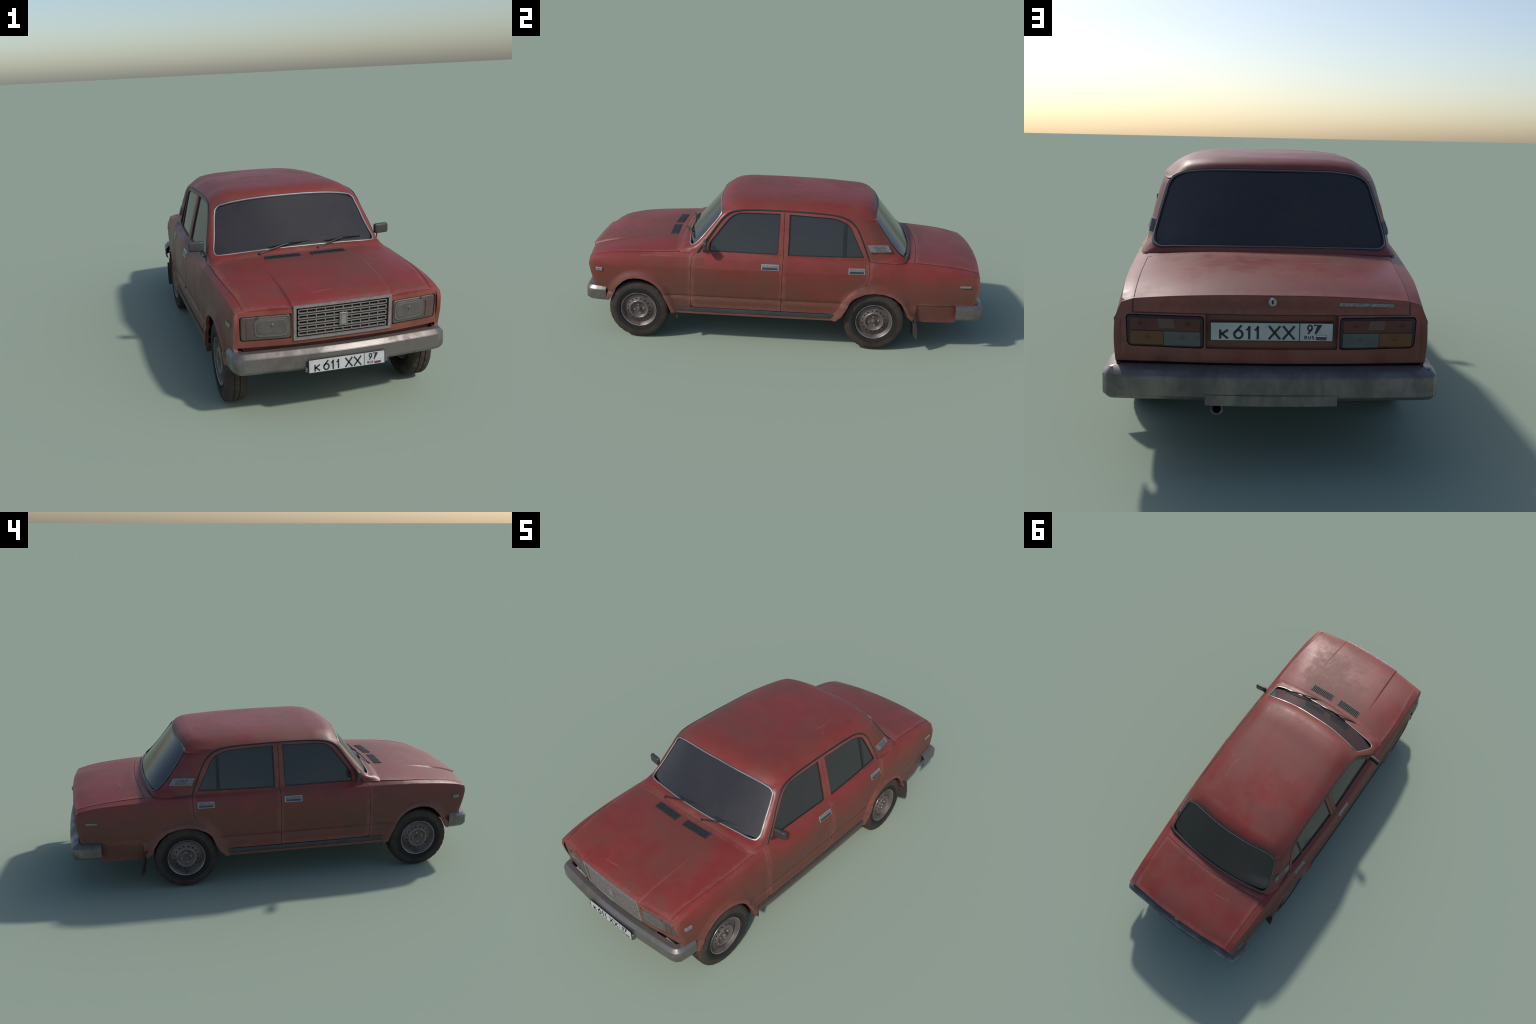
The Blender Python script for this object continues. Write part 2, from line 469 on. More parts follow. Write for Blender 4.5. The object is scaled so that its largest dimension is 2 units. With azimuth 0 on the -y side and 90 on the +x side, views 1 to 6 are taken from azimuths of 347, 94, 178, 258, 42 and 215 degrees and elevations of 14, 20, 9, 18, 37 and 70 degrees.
# ------------------------------------------------------------------ body lines (x>0 side)
# height and half width of the long creases, along y (front is -y)
zSEAM = Curve1((-.942, .4065), (-.90, .4205), (-.80, .4385), (-.70, .4465), (-.60, .452), (-.50, .457), (-.41, .457), (0, .457), (.42, .448), (.53, .447), (.63, .440), (.75, .431), (.85, .419), (.92, .406), (.953, .397))
xSEAM = Curve1((-.942, .339), (-.90, .342), (-.80, .352), (-.70, .359), (-.60, .363), (-.50, .363), (-.41, .364), (0, .369), (.30, .360), (.42, .351), (.53, .337), (.63, .320), (.80, .314), (.953, .307))
zSHO = Curve1((-.942, .403), (-.88, .4165), (-.80, .4265), (-.65, .4355), (-.50, .438), (-.43, .438), (0, .442), (.43, .436), (.61, .429), (.80, .418), (.90, .404), (.948, .389))
xSHO = Curve1((-.942, .367), (-.80, .377), (-.65, .383), (-.50, .385), (-.43, .385), (0, .388), (.25, .381), (.43, .371), (.61, .360), (.80, .348), (.948, .334))
zMID = Curve1((-.944, .374), (-.85, .379), (-.70, .381), (-.55, .384), (-.43, .387), (0, .391), (.42, .385), (.62, .378), (.80, .366), (.956, .351))
xMID = Curve1((-.947, .372), (-.88, .381), (-.80, .388), (-.67, .395), (-.51, .399), (-.41, .403), (-.16, .406), (0, .405), (.13, .401), (.26, .396), (.39, .390), (.48, .384), (.60, .375), (.73, .366), (.80, .361), (.88, .355), (.956, .349))
xLOW = Curve1((-.928, .371), (-.85, .382), (-.70, .392), (-.55, .399), (-.40, .402), (0, .403), (.30, .400), (.45, .392), (.62, .383), (.70, .378), (.75, .374), (.82, .366), (.945, .350))
Z_GROOVE = .246
# greenhouse flank: half width at belt and at the gutter
xBELT = Curve1((-.42, .364), (-.35, .363), (0, .369), (.30, .360), (.43, .349))
xGUT = Curve1((-.30, .3105), (-.20, .3115), (0, .3115), (.20, .311), (.35, .304))
def x_green(y, z):
    t = (z-.457)/(.662-.457)
    return lerp(xBELT(y), xGUT(y), t) + .001*t*(1-t)*4

ARCH_F = (-.694, .160); ARCH_R = (.455, .150)
arch_f = [(-.848, .197), (-.830, .228), (-.807, .269), (-.775, .301), (-.749, .3155), (-.719, .3215), (-.690, .322), (-.668, .3185), (-.642, .309), (-.618, .2945), (-.591, .268), (-.574, .234), (-.556, .197), (-.535, .147)]
arch_r = [(.274, .152), (.300, .176), (.315, .203), (.337, .251), (.350, .267), (.367, .279), (.406, .2965), (.450, .303), (.498, .2985), (.545, .283), (.582, .252), (.605, .216), (.617, .186), (.641, .165)]

def arch_dist(y, z):
    a = arch_f if y < -.1 else arch_r
    b = 9
    for i in range(len(a)-1):
        dx, dy = a[i+1][0]-a[i][0], a[i+1][1]-a[i][1]
        t = clamp(((y-a[i][0])*dx+(z-a[i][1])*dy)/(dx*dx+dy*dy))
        b = min(b, hypot(a[i][0]+t*dx-y, a[i][1]+t*dy-z))
    return b

def x_side(y, z):
    zs, zh, zm = zSEAM(y), zSHO(y), zMID(y)
    if z >= zs:
        if -.43 < y < .44: return x_green(y, z)
        return xSEAM(y)
    if z >= zh: x = lerp(xSHO(y), xSEAM(y), (z-zh)/(zs-zh))
    elif z >= zm:
        t = (z-zm)/(zh-zm); x = lerp(xMID(y), xSHO(y), t) + .0015*4*t*(1-t)
    elif z >= Z_GROOVE:
        t = (z-Z_GROOVE)/(zm-Z_GROOVE); x = lerp(xLOW(y), xMID(y), t) + .003*4*t*(1-t)
    else:
        # pressed lower band: small groove, then a stepped-out strip
        x = xLOW(y)
        x += -.0025*sstep(Z_GROOVE, Z_GROOVE-.004, z) + .0055*sstep(Z_GROOVE-.006, Z_GROOVE-.018, z) - .002*clamp((.222-z)/.07)
    f = arch_dist(y, z)
    if f < .05 and (y < -.50 or y > .22) and z < .36:
        x = x + .0125*(1-sstep(.008, .036, f))
    return x
IN_ = Curve1((-.95, 0), (-.80, .0008), (-.45, .0025), (.40, .0028), (.70, .002), (.96, 0))   # fine correction of the flank
def x_skin(y, z): return x_side(y, z)-IN_(y)
def side_map(y, z): return Vector((x_skin(y, z), y, z))
OUT = Vector((1, 0, 0))

ys_ = lambda a, b, n=24: [lerp(a, b, i/n) for i in range(n+1)]
def crease_lines(a, b):
    Y = ys_(a, b)
    L = [[(y, f(y)) for y in Y] for f in (zSEAM, zSHO, zMID)]
    L += [[(y, f(y)+d) for y in Y] for f in (zSHO, zMID) for d in (-.0028, .0028)]
    for dz in (0, -.004, -.008, -.018): L.append([(y, Z_GROOVE+dz) for y in Y])
    return L
def flare_lines(arch, offs=(.010, .022, .036)):
    out = []
    for o in offs:
        ln = []
        for i in range(len(arch)):
            a = Vector(arch[max(i-1, 0)]); b = Vector(arch[min(i+1, len(arch)-1)]); t = (b-a).normalized()
            n = Vector((-t.y, t.x)); p = Vector(arch[i])+n*o
            ln.append((p.x, p.y))
        out.append(ln)
    return out
G = .0009   # half seam gap

# outlines in (y, z)
SILL_Z = .160
yfs = Curve1((.147, -.443), (.20, -.441), (.246, -.443), (.381, -.438), (.438, -.434), (.457, -.419))     # fender/door seam by z
front_fender = [(-.925, .262), (-.922, .274), (-.939, .335), (-.947, .374), (-.943, .402), (-.942, .406)] + \
    [(y, zSEAM(y)) for y in ys_(-.93, -.45, 40)] + [(-.421, .457)] + \
    [(yfs(z)-G, z) for z in (.438, .41, .381, .32, .246, .20, .160)] + [(-.535, .150)] + list(reversed(arch_f)) + [(-.858, .193), (-.868, .200)]
o = panel("fender", front_fender, side_map, PAINT, lines=crease_lines(-.95, -.41)+flare_lines(arch_f), step=.012, fine=.010, depth=.014, want=OUT, fold=OUT)
mirrored(o)

# gutter (drip rail) curve in 3D, from the foot of the windscreen pillar over the doors to the foot of the rear pillar
DRIP = [(.364, -.412, .456), (.357, -.392, .484), (.350, -.370, .517), (.339, -.340, .559), (.328, -.312, .598), (.3205, -.285, .632), (.3155, -.262, .650), (.3125, -.235, .659), (.310, -.20, .664), (.308, -.15, .6665), (.307, -.05, .667), (.3065, .10, .664), (.3065, .20, .660), (.3075, .25, .655), (.310, .30, .643), (.313, .33, .625), (.3175, .35, .603), (.329, .380, .545), (.338, .400, .497), (.348, .421, .447)]
drip2 = [(p.y, p.z) for p in spline([(0, a[1], a[2]) for a in DRIP], .012)]
def drip_at(y0, y1):  # part of the gutter between two y, inset a little for the door frames
    out = []
    for i, (y, z) in enumerate(drip2):
        a = drip2[max(i-1, 0)]; b = drip2[min(i+1, len(drip2)-1)]
        tx, tz = b[0]-a[0], b[1]-a[1]; l = hypot(tx, tz)
        q = (y + tz/l*.003, z - tx/l*.003)
        if y0 < q[0] < y1: out.append(q)
    return out
fwin = round_poly([(-.357, .463), (-.352, .508), (-.262, .625), (-.222, .652), (-.0145, .655), (-.020, .463)], [.003, .010, .03, .03, .006, .008])
rwin = round_poly([(.028, .461), (.0285, .653), (.250, .644), (.316, .618), (.343, .565), (.394, .463)], [.006, .006, .05, .04, .06, .004])
front_door = [(yfs(z)+G, z) for z in (.196, .246, .32, .381, .41, .438, .455)] + [(-.411, .458)] + drip_at(-.410, .0030) + \
    [(.004, .667), (.0035, .60), (.005, .46), (.0035, .385), (.0015, .247), (.0025, .186)] + [(-.20, .1855), (-.40, .185), (-.425, .186), (-.436, .190)]
rear_seam = [(.4205, .447), (.4205, .380), (.4095, .337), (.373, .3235), (.350, .309), (.327, .288), (.294, .242), (.276, .206), (.262, .188), (.250, .185)]
rear_door = [(.0047, .186), (.0034, .247), (.0054, .385), (.0068, .46), (.0054, .60), (.0058, .667)] + drip_at(.0062, .4195) + rear_seam
frame_line = [[(y, .4635+.0) for y in (-.40, -.2, .0, .2, .41)]]
dl = crease_lines(-.46, .45)+frame_line
for nm, outl, win, is_rear in (("door", front_door, fwin, False), ("door", rear_door, rwin, True)):
    d = panel(nm, outl, side_map, PAINT, holes=[win], lines=dl, step=.013, fine=.010, depth=.010, want=OUT, fold=OUT)
    d2 = mirrored(d)
    # rubber seal ring and glass, both set back
    cy = sum(p[0] for p in win)/len(win); cz = sum(p[1] for p in win)/len(win)
    def shrink(poly, k):
        n = len(poly); out = []
        for i in range(n):
            a, p, b = poly[i-1], poly[i], poly[(i+1) % n]
            tx, ty = b[0]-a[0], b[1]-a[1]; l = hypot(tx, ty) or 1
            s = -1 if sum(poly[j-1][0]*poly[j][1]-poly[j][0]*poly[j-1][1] for j in range(n)) < 0 else 1
            out.append((p[0]-s*ty/l*k, p[1]+s*tx/l*k))
        return out
    seal_o, seal_i = shrink(win, -.0015), shrink(win, .0045)
    s = panel("window_seal", seal_o, lambda y, z: Vector((x_skin(y, max(z, .4585))-.0035, y, z)), BLACK, holes=[seal_i], step=.02, fine=.012, depth=.004, want=OUT, parent=d)
    mirrored(s, d2)
    g = panel("side_window", shrink(win, .002), lambda y, z: Vector((x_skin(y, max(z, .4585))-.0062, y, z)), GLASS_S, step=.02, fine=.012, depth=0, want=OUT, parent=d)
    mirrored(g, d2)
    if is_rear:
        bar = [(.2895, .4605), (.3035, .4605), (.3015, .628), (.2905, .634)]
        b_ = panel("window_divider", bar, lambda y, z: Vector((x_skin(y, max(z, .4585))-.0022, y, z)), BLACK, step=.02, depth=.004, want=OUT, parent=d)
        mirrored(b_, d2)
    if not is_rear:
        doorF = (d, d2)
    else: doorR = (d, d2)

# rear quarter: from the door seam to the tail, top strip runs in under the rear pillar
rq_seam = [(p[0]+.0018, p[1]) for p in rear_seam]
rq_seam[3:] = [(p[0]+.0013, p[1]+.0013) for p in rear_seam[3:]]
rear_quarter = [(.4223, .4475)] + [(y, zSEAM(y)) for y in ys_(.47, .94, 40)] + \
    [(.953, .3975), (.9485, .389), (.956, .351), (.950, .310), (.9405, .252), (.925, .2445)] + [(.80, .2440), (.66, .2445)] + \
    [(.650, .175), (.641, .165)] + list(reversed(arch_r)) + [(.268, .150), (.240, .158), (.240, .1832)] + list(reversed(rq_seam[:-1]))
o = panel("quarter_panel", rear_quarter, side_map, PAINT, lines=crease_lines(.40, .97)[:7]+flare_lines(arch_r), step=.012, fine=.010, depth=.014, want=OUT, fold=OUT)
mirrored(o)
# set-in lower valance behind the rear wheel
val = [(.632, .2485), (.640, .158), (.70, .153), (.78, .151), (.835, .150), (.857, .154), (.870, .195), (.878, .2485)]
def val_map(y, z): return Vector((xLOW(y)-.007-.006*clamp((.24-z)/.08), y, z))
o = panel("valance", val, val_map, PAINT, step=.014, depth=.02, want=OUT); mirrored(o)

# sill trim: black strip with a painted lip beneath
def sill_map(o):
    return lambda y, z: Vector((x_skin(y, z)+o, y, z))
o = panel("sill_trim", [(-.505, .162), (.262, .162), (.270, .166), (.268, .181), (.255, .1835), (-.42, .1835), (-.505, .1835)], lambda y, z: Vector((xLOW(y)+.0040-.15*abs(z-.173), y, z)), SILL,
          lines=[[(-.51, .173), (.27, .173)], [(-.468, .16), (-.468, .19)]], step=.02, fine=.008, depth=.008, want=OUT); mirrored(o)
bm = sweep([(xLOW(y)-.0045, y, .1545) for y in ys_(-.537, .272, 20)], rect(-.012, .006, -.004, .006), up=(0, 0, 1))
o = bm_to("sill_lip", bm, PAINT, recalc=True); mirrored(o)
# panel behind the strip, closing the flank under the doors
o = panel("sill_panel", [(-.53, .150), (.27, .150), (.27, .190), (-.53, .190)], lambda y, z: Vector((xLOW(y)-.0075, y, z)), PAINT, step=.03, depth=0, want=OUT); mirrored(o)

# ------------------------------------------------------------------ roof, pillars and scuttle (one shell)
W_EDGE = [(0, -.327, .679), (.1, -.3255, .6773), (.2, -.3145, .669), (.255, -.306, .660), (.285, -.302, .651), (.2975, -.304, .639), (.301, -.312, .626), (.310, -.34, .590), (.3175, -.37, .553), (.327, -.40, .518), (.333, -.424, .495), (.327, -.444, .483), (.30, -.4555, .484), (.25, -.463, .487), (.2, -.470, .490), (.1, -.482, .495), (0, -.485, .496)]
R_EDGE = [(0, .467, .661), (.1, .462, .6607), (.2, .449, .657), (.248, .4435, .649), (.272, .447, .638), (.2835, .456, .621), (.289, .470, .601), (.299, .50, .560), (.307, .53, .522), (.3125, .56, .489), (.311, .583, .470), (.300, .594, .464), (.25, .606, .464), (.2, .614, .465), (.1, .625, .467), (0, .628, .468)]
ROOF = [
 [(0, -.327, .679), (.1, -.3255, .6773), (.2, -.3145, .669), (.255, -.306, .660), (.285, -.302, .651), (.303, -.280, .652), (.3145, -.256, .653)],
 [(0, -.305, .6945), (.1, -.303, .6925), (.2, -.293, .6855), (.255, -.285, .6755), (.286, -.277, .6625), (.303, -.258, .662), (.313, -.240, .658)],
 [(0, -.275, .7050), (.1, -.272, .704), (.2, -.265, .698), (.255, -.257, .6885), (.287, -.247, .6755), (.302, -.231, .668), (.3115, -.218, .6615)],
 [(0, -.230, .7100), (.1, -.228, .7092), (.2, -.222, .7040), (.255, -.215, .695), (.287, -.205, .680), (.301, -.195, .6715), (.3095, -.185, .665)],
 [(0, -.120, .7115), (.1, -.12, .7105), (.2, -.12, .7062), (.255, -.12, .6968), (.287, -.12, .6810), (.300, -.12, .673), (.308, -.12, .667)],
 [(0, .050, .7118), (.1, .05, .7108), (.2, .05, .7052), (.255, .05, .6957), (.287, .05, .6807), (.300, .05, .672), (.3075, .05, .666)],
 [(0, .200, .7090), (.1, .20, .708), (.2, .20, .7022), (.255, .198, .692), (.286, .194, .677), (.2995, .19, .667), (.307, .185, .661)],
 [(0, .300, .7045), (.1, .30, .7035), (.2, .294, .6975), (.254, .287, .687), (.285, .277, .671), (.300, .264, .662), (.308, .25, .655)],
 [(0, .370, .6995), (.1, .368, .6985), (.2, .360, .6930), (.252, .350, .6830), (.281, .337, .6665), (.301, .312, .6555), (.3095, .279, .649)],
 [(0, .418, .6930), (.1, .415, .6922), (.2, .405, .6870), (.250, .397, .6760), (.277, .386, .6585), (.303, .346, .6505), (.310, .290, .6465)],
 [(0, .449, .6800), (.1, .445, .6793), (.2, .432, .6745), (.248, .426, .6645), (.2735, .422, .6495), (.304, .362, .6455), (.310, .295, .6455)],
 [(0, .467, .661), (.1, .462, .6607), (.2, .449, .657), (.248, .4435, .649), (.272, .447, .638), (.3055, .374, .6395), (.3102, .299, .644)],
]
def patch(net, nu, nv):
    """interpolate a control net with splines in both directions"""
    def res(row, n):
        P = [Vector(p) for p in row]; out = []
        for i in range(len(P)-1):
            p1, p2 = P[i], P[i+1]
            p0 = P[i-1] if i else p1*2-p2; p3 = P[i+2] if i+2 < len(P) else p2*2-p1
            L = max((p2-p1).length, 1e-6); d0 = max((p1-p0).length, 1e-6); d2 = max((p3-p2).length, 1e-6)
            m1 = (p1-p0)*(L*L/(d0*(d0+L)))+(p2-p1)*(d0/(d0+L)); m2 = (p2-p1)*(d2/(d2+L))+(p3-p2)*(L*L/(d2*(d2+L)))
            for j in range(n):
                s = j/n; s2 = s*s; s3 = s2*s
                out.append((2*s3-3*s2+1)*p1+(s3-2*s2+s)*m1+(-2*s3+3*s2)*p2+(s3-s2)*m2)
        out.append(P[-1]); return out
    rows = [res(r, nv) for r in net]
    cols = [res([r[j] for r in rows], nu) for j in range(len(rows[0]))]
    return [[cols[j][i] for j in range(len(cols))] for i in range(len(cols[0]))]

def strip_net(pairs):
    net = []
    for a, b, bulge, d in pairs:
        a, b = Vector(a), Vector(b); net.append([a, a.lerp(b, .5)+Vector(d)*bulge, b])
    return net
a1 = ROOF[0]; a2 = ROOF[-1]
fr = Vector((.6, -.5, .6)).normalized(); re_ = Vector((.8, .35, .3)).normalized(); cw = Vector((.1, -.4, .9)).normalized()
FRONT = [[a1[4], a1[5], a1[6]]] + strip_net([
 ((.2975, -.304, .639), (.3195, -.281, .636), .004, fr), ((.310, -.340, .590), (.331, -.320, .587), .004, fr),
 ((.3175, -.370, .553), (.341, -.346, .551), .004, fr), ((.327, -.400, .518), (.352, -.376, .508), .004, fr),
 ((.333, -.424, .495), (.364, -.411, .457), .008, fr), ((.327, -.444, .483), (.364, -.450, .457), .008, fr),
 ((.300, -.4555, .484), (.362, -.497, .457), .006, cw), ((.25, -.463, .487), (.300, -.5045, .4702), .003, cw),
 ((.2, -.470, .490), (.205, -.5115, .479), .003, cw), ((.1, -.482, .495), (.1, -.517, .4815), .003, cw), ((0, -.485, .496), (0, -.519, .482), .003, cw)])
re2 = Vector((1, .15, .15)).normalized()
REAR = [[a2[4], a2[5], a2[6]]] + strip_net([
 ((.2835, .456, .621), (.3135, .331, .622), .0135, re2), ((.289, .470, .601), (.318, .352, .598), .0135, re2), ((.299, .50, .560), (.329, .381, .543), .0125, re2),
 ((.307, .53, .522), (.338, .401, .495), .0115, re2), ((.3125, .56, .489), (.350, .422, .446), .0085, re2),
 ((.3125, .574, .477), (.353, .500, .442), .005, re2), ((.310, .585, .469), (.347, .560, .440), .003, re2), ((.302, .593, .4645), (.334, .592, .440), .002, re2), ((.285, .598, .464), (.305, .605, .442), .002, (0, .7, .7)), ((.24, .607, .4642), (.255, .617, .446), .002, (0, .7, .7)),
 ((.18, .617, .4655), (.19, .630, .448), .002, (0, .7, .7)), ((.1, .625, .467), (.1, .640, .4505), .002, (0, .7, .7)), ((0, .628, .468), (0, .642, .4515), .002, (0, .7, .7))])
bm = bmesh.new()
grid_mesh(patch(ROOF, 5, 4), bm=bm); grid_mesh(patch(FRONT, 4, 4), bm=bm); grid_mesh(patch(REAR, 4, 4), bm=bm)
bmesh.ops.remove_doubles(bm, verts=bm.verts[:], dist=2e-4)
geom = bm.verts[:]+bm.edges[:]+bm.faces[:]
r = bmesh.ops.duplicate(bm, geom=geom)
for v in [g for g in r["geom"] if isinstance(g, bmesh.types.BMVert)]: v.co.x *= -1
bmesh.ops.remove_doubles(bm, verts=bm.verts[:], dist=2e-4)
bmesh.ops.recalc_face_normals(bm, faces=bm.faces[:])
top = max(bm.faces, key=lambda f: f.calc_center_median().z)
if top.normal.z < 0: bmesh.ops.reverse_faces(bm, faces=bm.faces[:])
# relax the roof corners where roof and pillars run together
soft = [v for v in bm.verts if not v.is_boundary and abs(v.co.x) > .24 and v.co.z > .57 and (v.co.y > .27 or v.co.y < -.22)]
for _ in range(6): bmesh.ops.smooth_vert(bm, verts=soft, factor=.5, use_axis_x=True, use_axis_y=True, use_axis_z=True)
bm.normal_update()
be = [e for e in bm.edges if e.is_boundary]; nrm = {q: q.normal.copy() for e in be for q in e.verts}
r = bmesh.ops.extrude_edge_only(bm, edges=be)
for q in [g for g in r["geom"] if isinstance(g, bmesh.types.BMVert)]:
    for e in q.link_edges:
        w = e.other_vert(q)
        if w in nrm: q.co = w.co-nrm[w]*.009; break
shell = bm_to("roof_and_pillars", bm, PAINT, angle=65)

# dark line where the rear pillars and window surround meet the deck
foot = [(.3510, .4235, .4462), (.3525, .465, .4432), (.3515, .505, .4424), (.3465, .545, .4422), (.3390, .577, .4424), (.3290, .5955, .4432), (.306, .6055, .4443), (.26, .6170, .4480), (.19, .6310, .4508), (.1, .6410, .4532), (0, .6430, .4540)]
bm = sweep(spline(foot, .012), oval(.0014, .0014, 6), up=(0, 0, 1)); o = bm_to("pillar_joint", bm, SEAM_DARK, recalc=True); mirrored(o)
# gutter rubber
dr = spline(DRIP, .012)
bm = sweep(dr, [(-.0035, -.006), (.0035, -.006), (.0042, -.001), (.0022, .0020), (-.0022, .0020), (-.0042, -.001)], up=lambda i, p: Vector((.9, 0, .42)))
o = bm_to("roof_gutter", bm, BLACK, recalc=True); mirrored(o)

# windscreen / rear window glass
def glass_from(edge, name, sgn, sag, inset):
    half = [Vector(p) for p in edge]
    side = [p for p in half if p.x > .26]
    side.sort(key=lambda p: p.z)
    zt, zb = half[0].z, half[-1].z; yt, yb = half[0].y, half[-1].y
    zs = [p.z for p in side]
    xe = Curve1(*[(z, x) for z, x in dict((round(p.z, 4), p.x) for p in side).items()])
    ye = Curve1(*[(z, y) for z, y in dict((round(p.z, 4), p.y) for p in side).items()])
    def fmap(x, z):
        zz = clamp(z, min(zs)+.02, max(zs)-.02)
        yc = lerp(yb, yt, (z-zb)/(zt-zb)) + sgn*sag*4*((z-zb)/(zt-zb))*(1-(z-zb)/(zt-zb))
        e = ye(zz)+(z-zz)*((yt-yb)/(zt-zb)); ycz = yc
        return Vector((x, lerp(ycz, e, min(1, abs(x)/xe(zz))**2.5)-sgn*inset, z))
    loop = mirror_loop(spline(edge, .015))
    outl = [(p.x, p.z) for p in loop]
    return panel(name, outl, fmap, GLASS, step=.02, fine=.02, depth=0, want=Vector((0, sgn, .3)))
glass_from(W_EDGE, "windscreen", -1, -.002, .004)
glass_from(R_EDGE, "rear_window", 1, .000, .003)

def trim_loop(name, edge, sec, mat, nrmf, off=0.0, step=.012):
    loop = mirror_loop(spline(edge, step))
    if off: loop = [p+nrmf(0, p)*off for p in loop]
    bm = sweep(loop, sec, closed=True, up=nrmf)
    return bm_to(name, bm, mat, recalc=True)
wn = lambda i, p: Vector((p.x*1.1, -.75, .62)).normalized()
rn = lambda i, p: Vector((p.x*1.1, .80, .55)).normalized()
sec_c = [(-.0026, -.004), (-.0028, .0015), (-.0012, .0028), (.0012, .0028), (.0028, .0015), (.0026, -.004)]
sec_k = [(-.0055, -.004), (-.0055, .0006), (.0055, .0006), (.0055, -.004)]
trim_loop("windscreen_trim", W_EDGE, sec_c, CHROME, wn, -.0018); trim_loop("windscreen_seal", W_EDGE, sec_k, BLACK, wn, -.0015)
TRIM_R = chrome_material("dull_trim", (0.21, 0.22, 0.225), (0.14, 0.145, 0.15), 0.36, 0.6, (6, 6, 6))
trim_loop("rear_window_trim", R_EDGE, [(-.0018, -.003), (-.0018, .0018), (-.0008, .003), (.0008, .003), (.0018, .0018), (.0018, -.003)], TRIM_R, rn); trim_loop("rear_window_seal", R_EDGE, [(-.0050, -.004), (-.0050, .0008), (.0050, .0008), (.0050, -.004)], BLACK, rn)

# ------------------------------------------------------------------ bonnet
yHF = Curve1((0, -.9745), (.10, -.9725), (.176, -.9695), (.20, -.9635), (.30, -.9495), (.3405, -.9425))
yHR = Curve1((0, -.5205), (.10, -.5185), (.20, -.5130), (.30, -.5060), (.3625, -.4985))
zHC = Curve1((-.975, .4145), (-.95, .4245), (-.92, .4340), (-.88, .4435), (-.82, .4540), (-.76, .4630), (-.70, .470), (-.62, .4775), (-.55, .4810), (-.519, .482))
def hood_z(x, y):
    ax = abs(x); xs = xSEAM(y); zs = zSEAM(y)+.0005; zc = zHC(y)
    t = clamp(ax/xs)
    crown = lerp(zc, zs, t**3.4)
    h = .0060*(1-sstep(-.93, -.62, y))+.0005
    h *= 1-sstep(-.66, -.60, y)
    return crown - h*sstep(.1745+.012*clamp((y+.97)/.3), .1815+.012*clamp((y+.97)/.3), ax)*(1-.75*clamp((ax-.19)/.16)) 
hood_o = [(x, yHF(x)) for x in (0, .05, .1, .15, .1765, .181, .20, .25, .30, .338)] + \
         [(xSEAM(y)-.0007, y) for y in ys_(-.94, -.52, 36)] + [(x, yHR(x)+.0004) for x in ys_(.361, 0, 24)]
hood_o = hood_o + [(-x, y) for x, y in reversed(hood_o[1:-1])]
rl = []
for s in (-1, 1):
    for dx in (-.0055, -.0035, 0, .0035, .0055): rl.append([(s*(.178+dx+.012*clamp((y+.97)/.3)), y) for y in ys_(-.972, -.60, 20)])
panel("bonnet", hood_o, lambda x, y: Vector((x, y, hood_z(x, y))), PAINT, lines=rl, step=.014, fine=.012, depth=.014, want=Vector((0, 0, 1)))

# thin dark lines along the bonnet joints
def joint(pts, r=.0008):
    return bm_to("panel_joint", sweep(pts, oval(r, r, 6), up=(0, 0, 1)), SEAM_DARK, recalc=True)
j_ = joint([Vector((xSEAM(y)-.0003, y, zSEAM(y)+.0001)) for y in ys_(-.938, -.50, 36)]); mirrored(j_)
joint([Vector((x, yHR(abs(x))+.0008, hood_z(abs(x), yHR(abs(x)))+.0002)) for x in ys_(-.360, .360, 60)])
# air vents on the bonnet
for s in (-1, 1):
    def vmap(u, v, w, s=s):   # u across (0..1 outward), v back
        x = s*lerp(.0215, .1605, u); y = lerp(-.5855, -.5475, v)+.006*u
        return Vector((x, y, hood_z(x, y)+w))
    bm = bmesh.new()
    for (u0, u1, v0, v1) in ((0, 1, 0, .07), (0, 1, .93, 1), (0, .02, .07, .93), (.98, 1, .07, .93)):
        block(bm, u0, u1, v0, v1, -.002, .0030, lambda p: vmap(p.x, p.y, p.z))
    fr_ = bm_to("air_vent", bm, SLAT, smooth=False, recalc=True)
    bm = bmesh.new(); block(bm, .01, .99, .03, .97, -.001, .0014, lambda p: vmap(p.x, p.y, p.z))
    bm_to("vent_tray", bm, DARK, fr_, smooth=False, recalc=True)
    bm = bmesh.new()
    for i in range(14):
        u = (i+.5)/14; block(bm, u-.016, u+.016, .07, .93, .0008, .0034, lambda p: vmap(p.x, p.y, p.z))
    bm_to("vent_slat", bm, SLAT, fr_, smooth=False, recalc=True)["kind"] = "stuff"

# ------------------------------------------------------------------ front end
yF0 = Curve1((0, -.9700), (.10, -.969), (.18, -.9655), (.25, -.957), (.30, -.950), (.353, -.9415), (.370, -.938))
def front_y(x, z):
    ax = abs(x); y = yF0(ax)
    k = lerp(.105, .145, sstep(.15, .37, ax))
    return y + clamp(.392-z, -.02, .2)*k + .08*clamp(.2945-z, 0, .03) - .002
lamp_hole = round_poly([(.180, .3895), (.3535, .3885), (.3525, .2975), (.181, .2985)], [.006, .012, .012, .006])
nose = [(-.3685, .274), (-.367, .335), (-.3725, .374), (-.366, .4005), (-.34, .4035), (-.30, .4025), (-.20, .4030), (-.1785, .404), (0, .410), (.1785, .404), (.20, .4030), (.30, .4025), (.34, .4035), (.366, .4005), (.3725, .374), (.367, .335), (.3685, .274), (.20, .2755), (0, .2765), (-.20, .2755)]
grille_hole = rect(-.172, .172, .292, .4085)
panel("nose_panel", nose, lambda x, z: Vector((x, front_y(x, z), z)), PAINT, holes=[lamp_hole, [(-x, z) for x, z in lamp_hole], grille_hole], step=.012, fine=.010, depth=.018, want=Vector((0, -1, 0)))
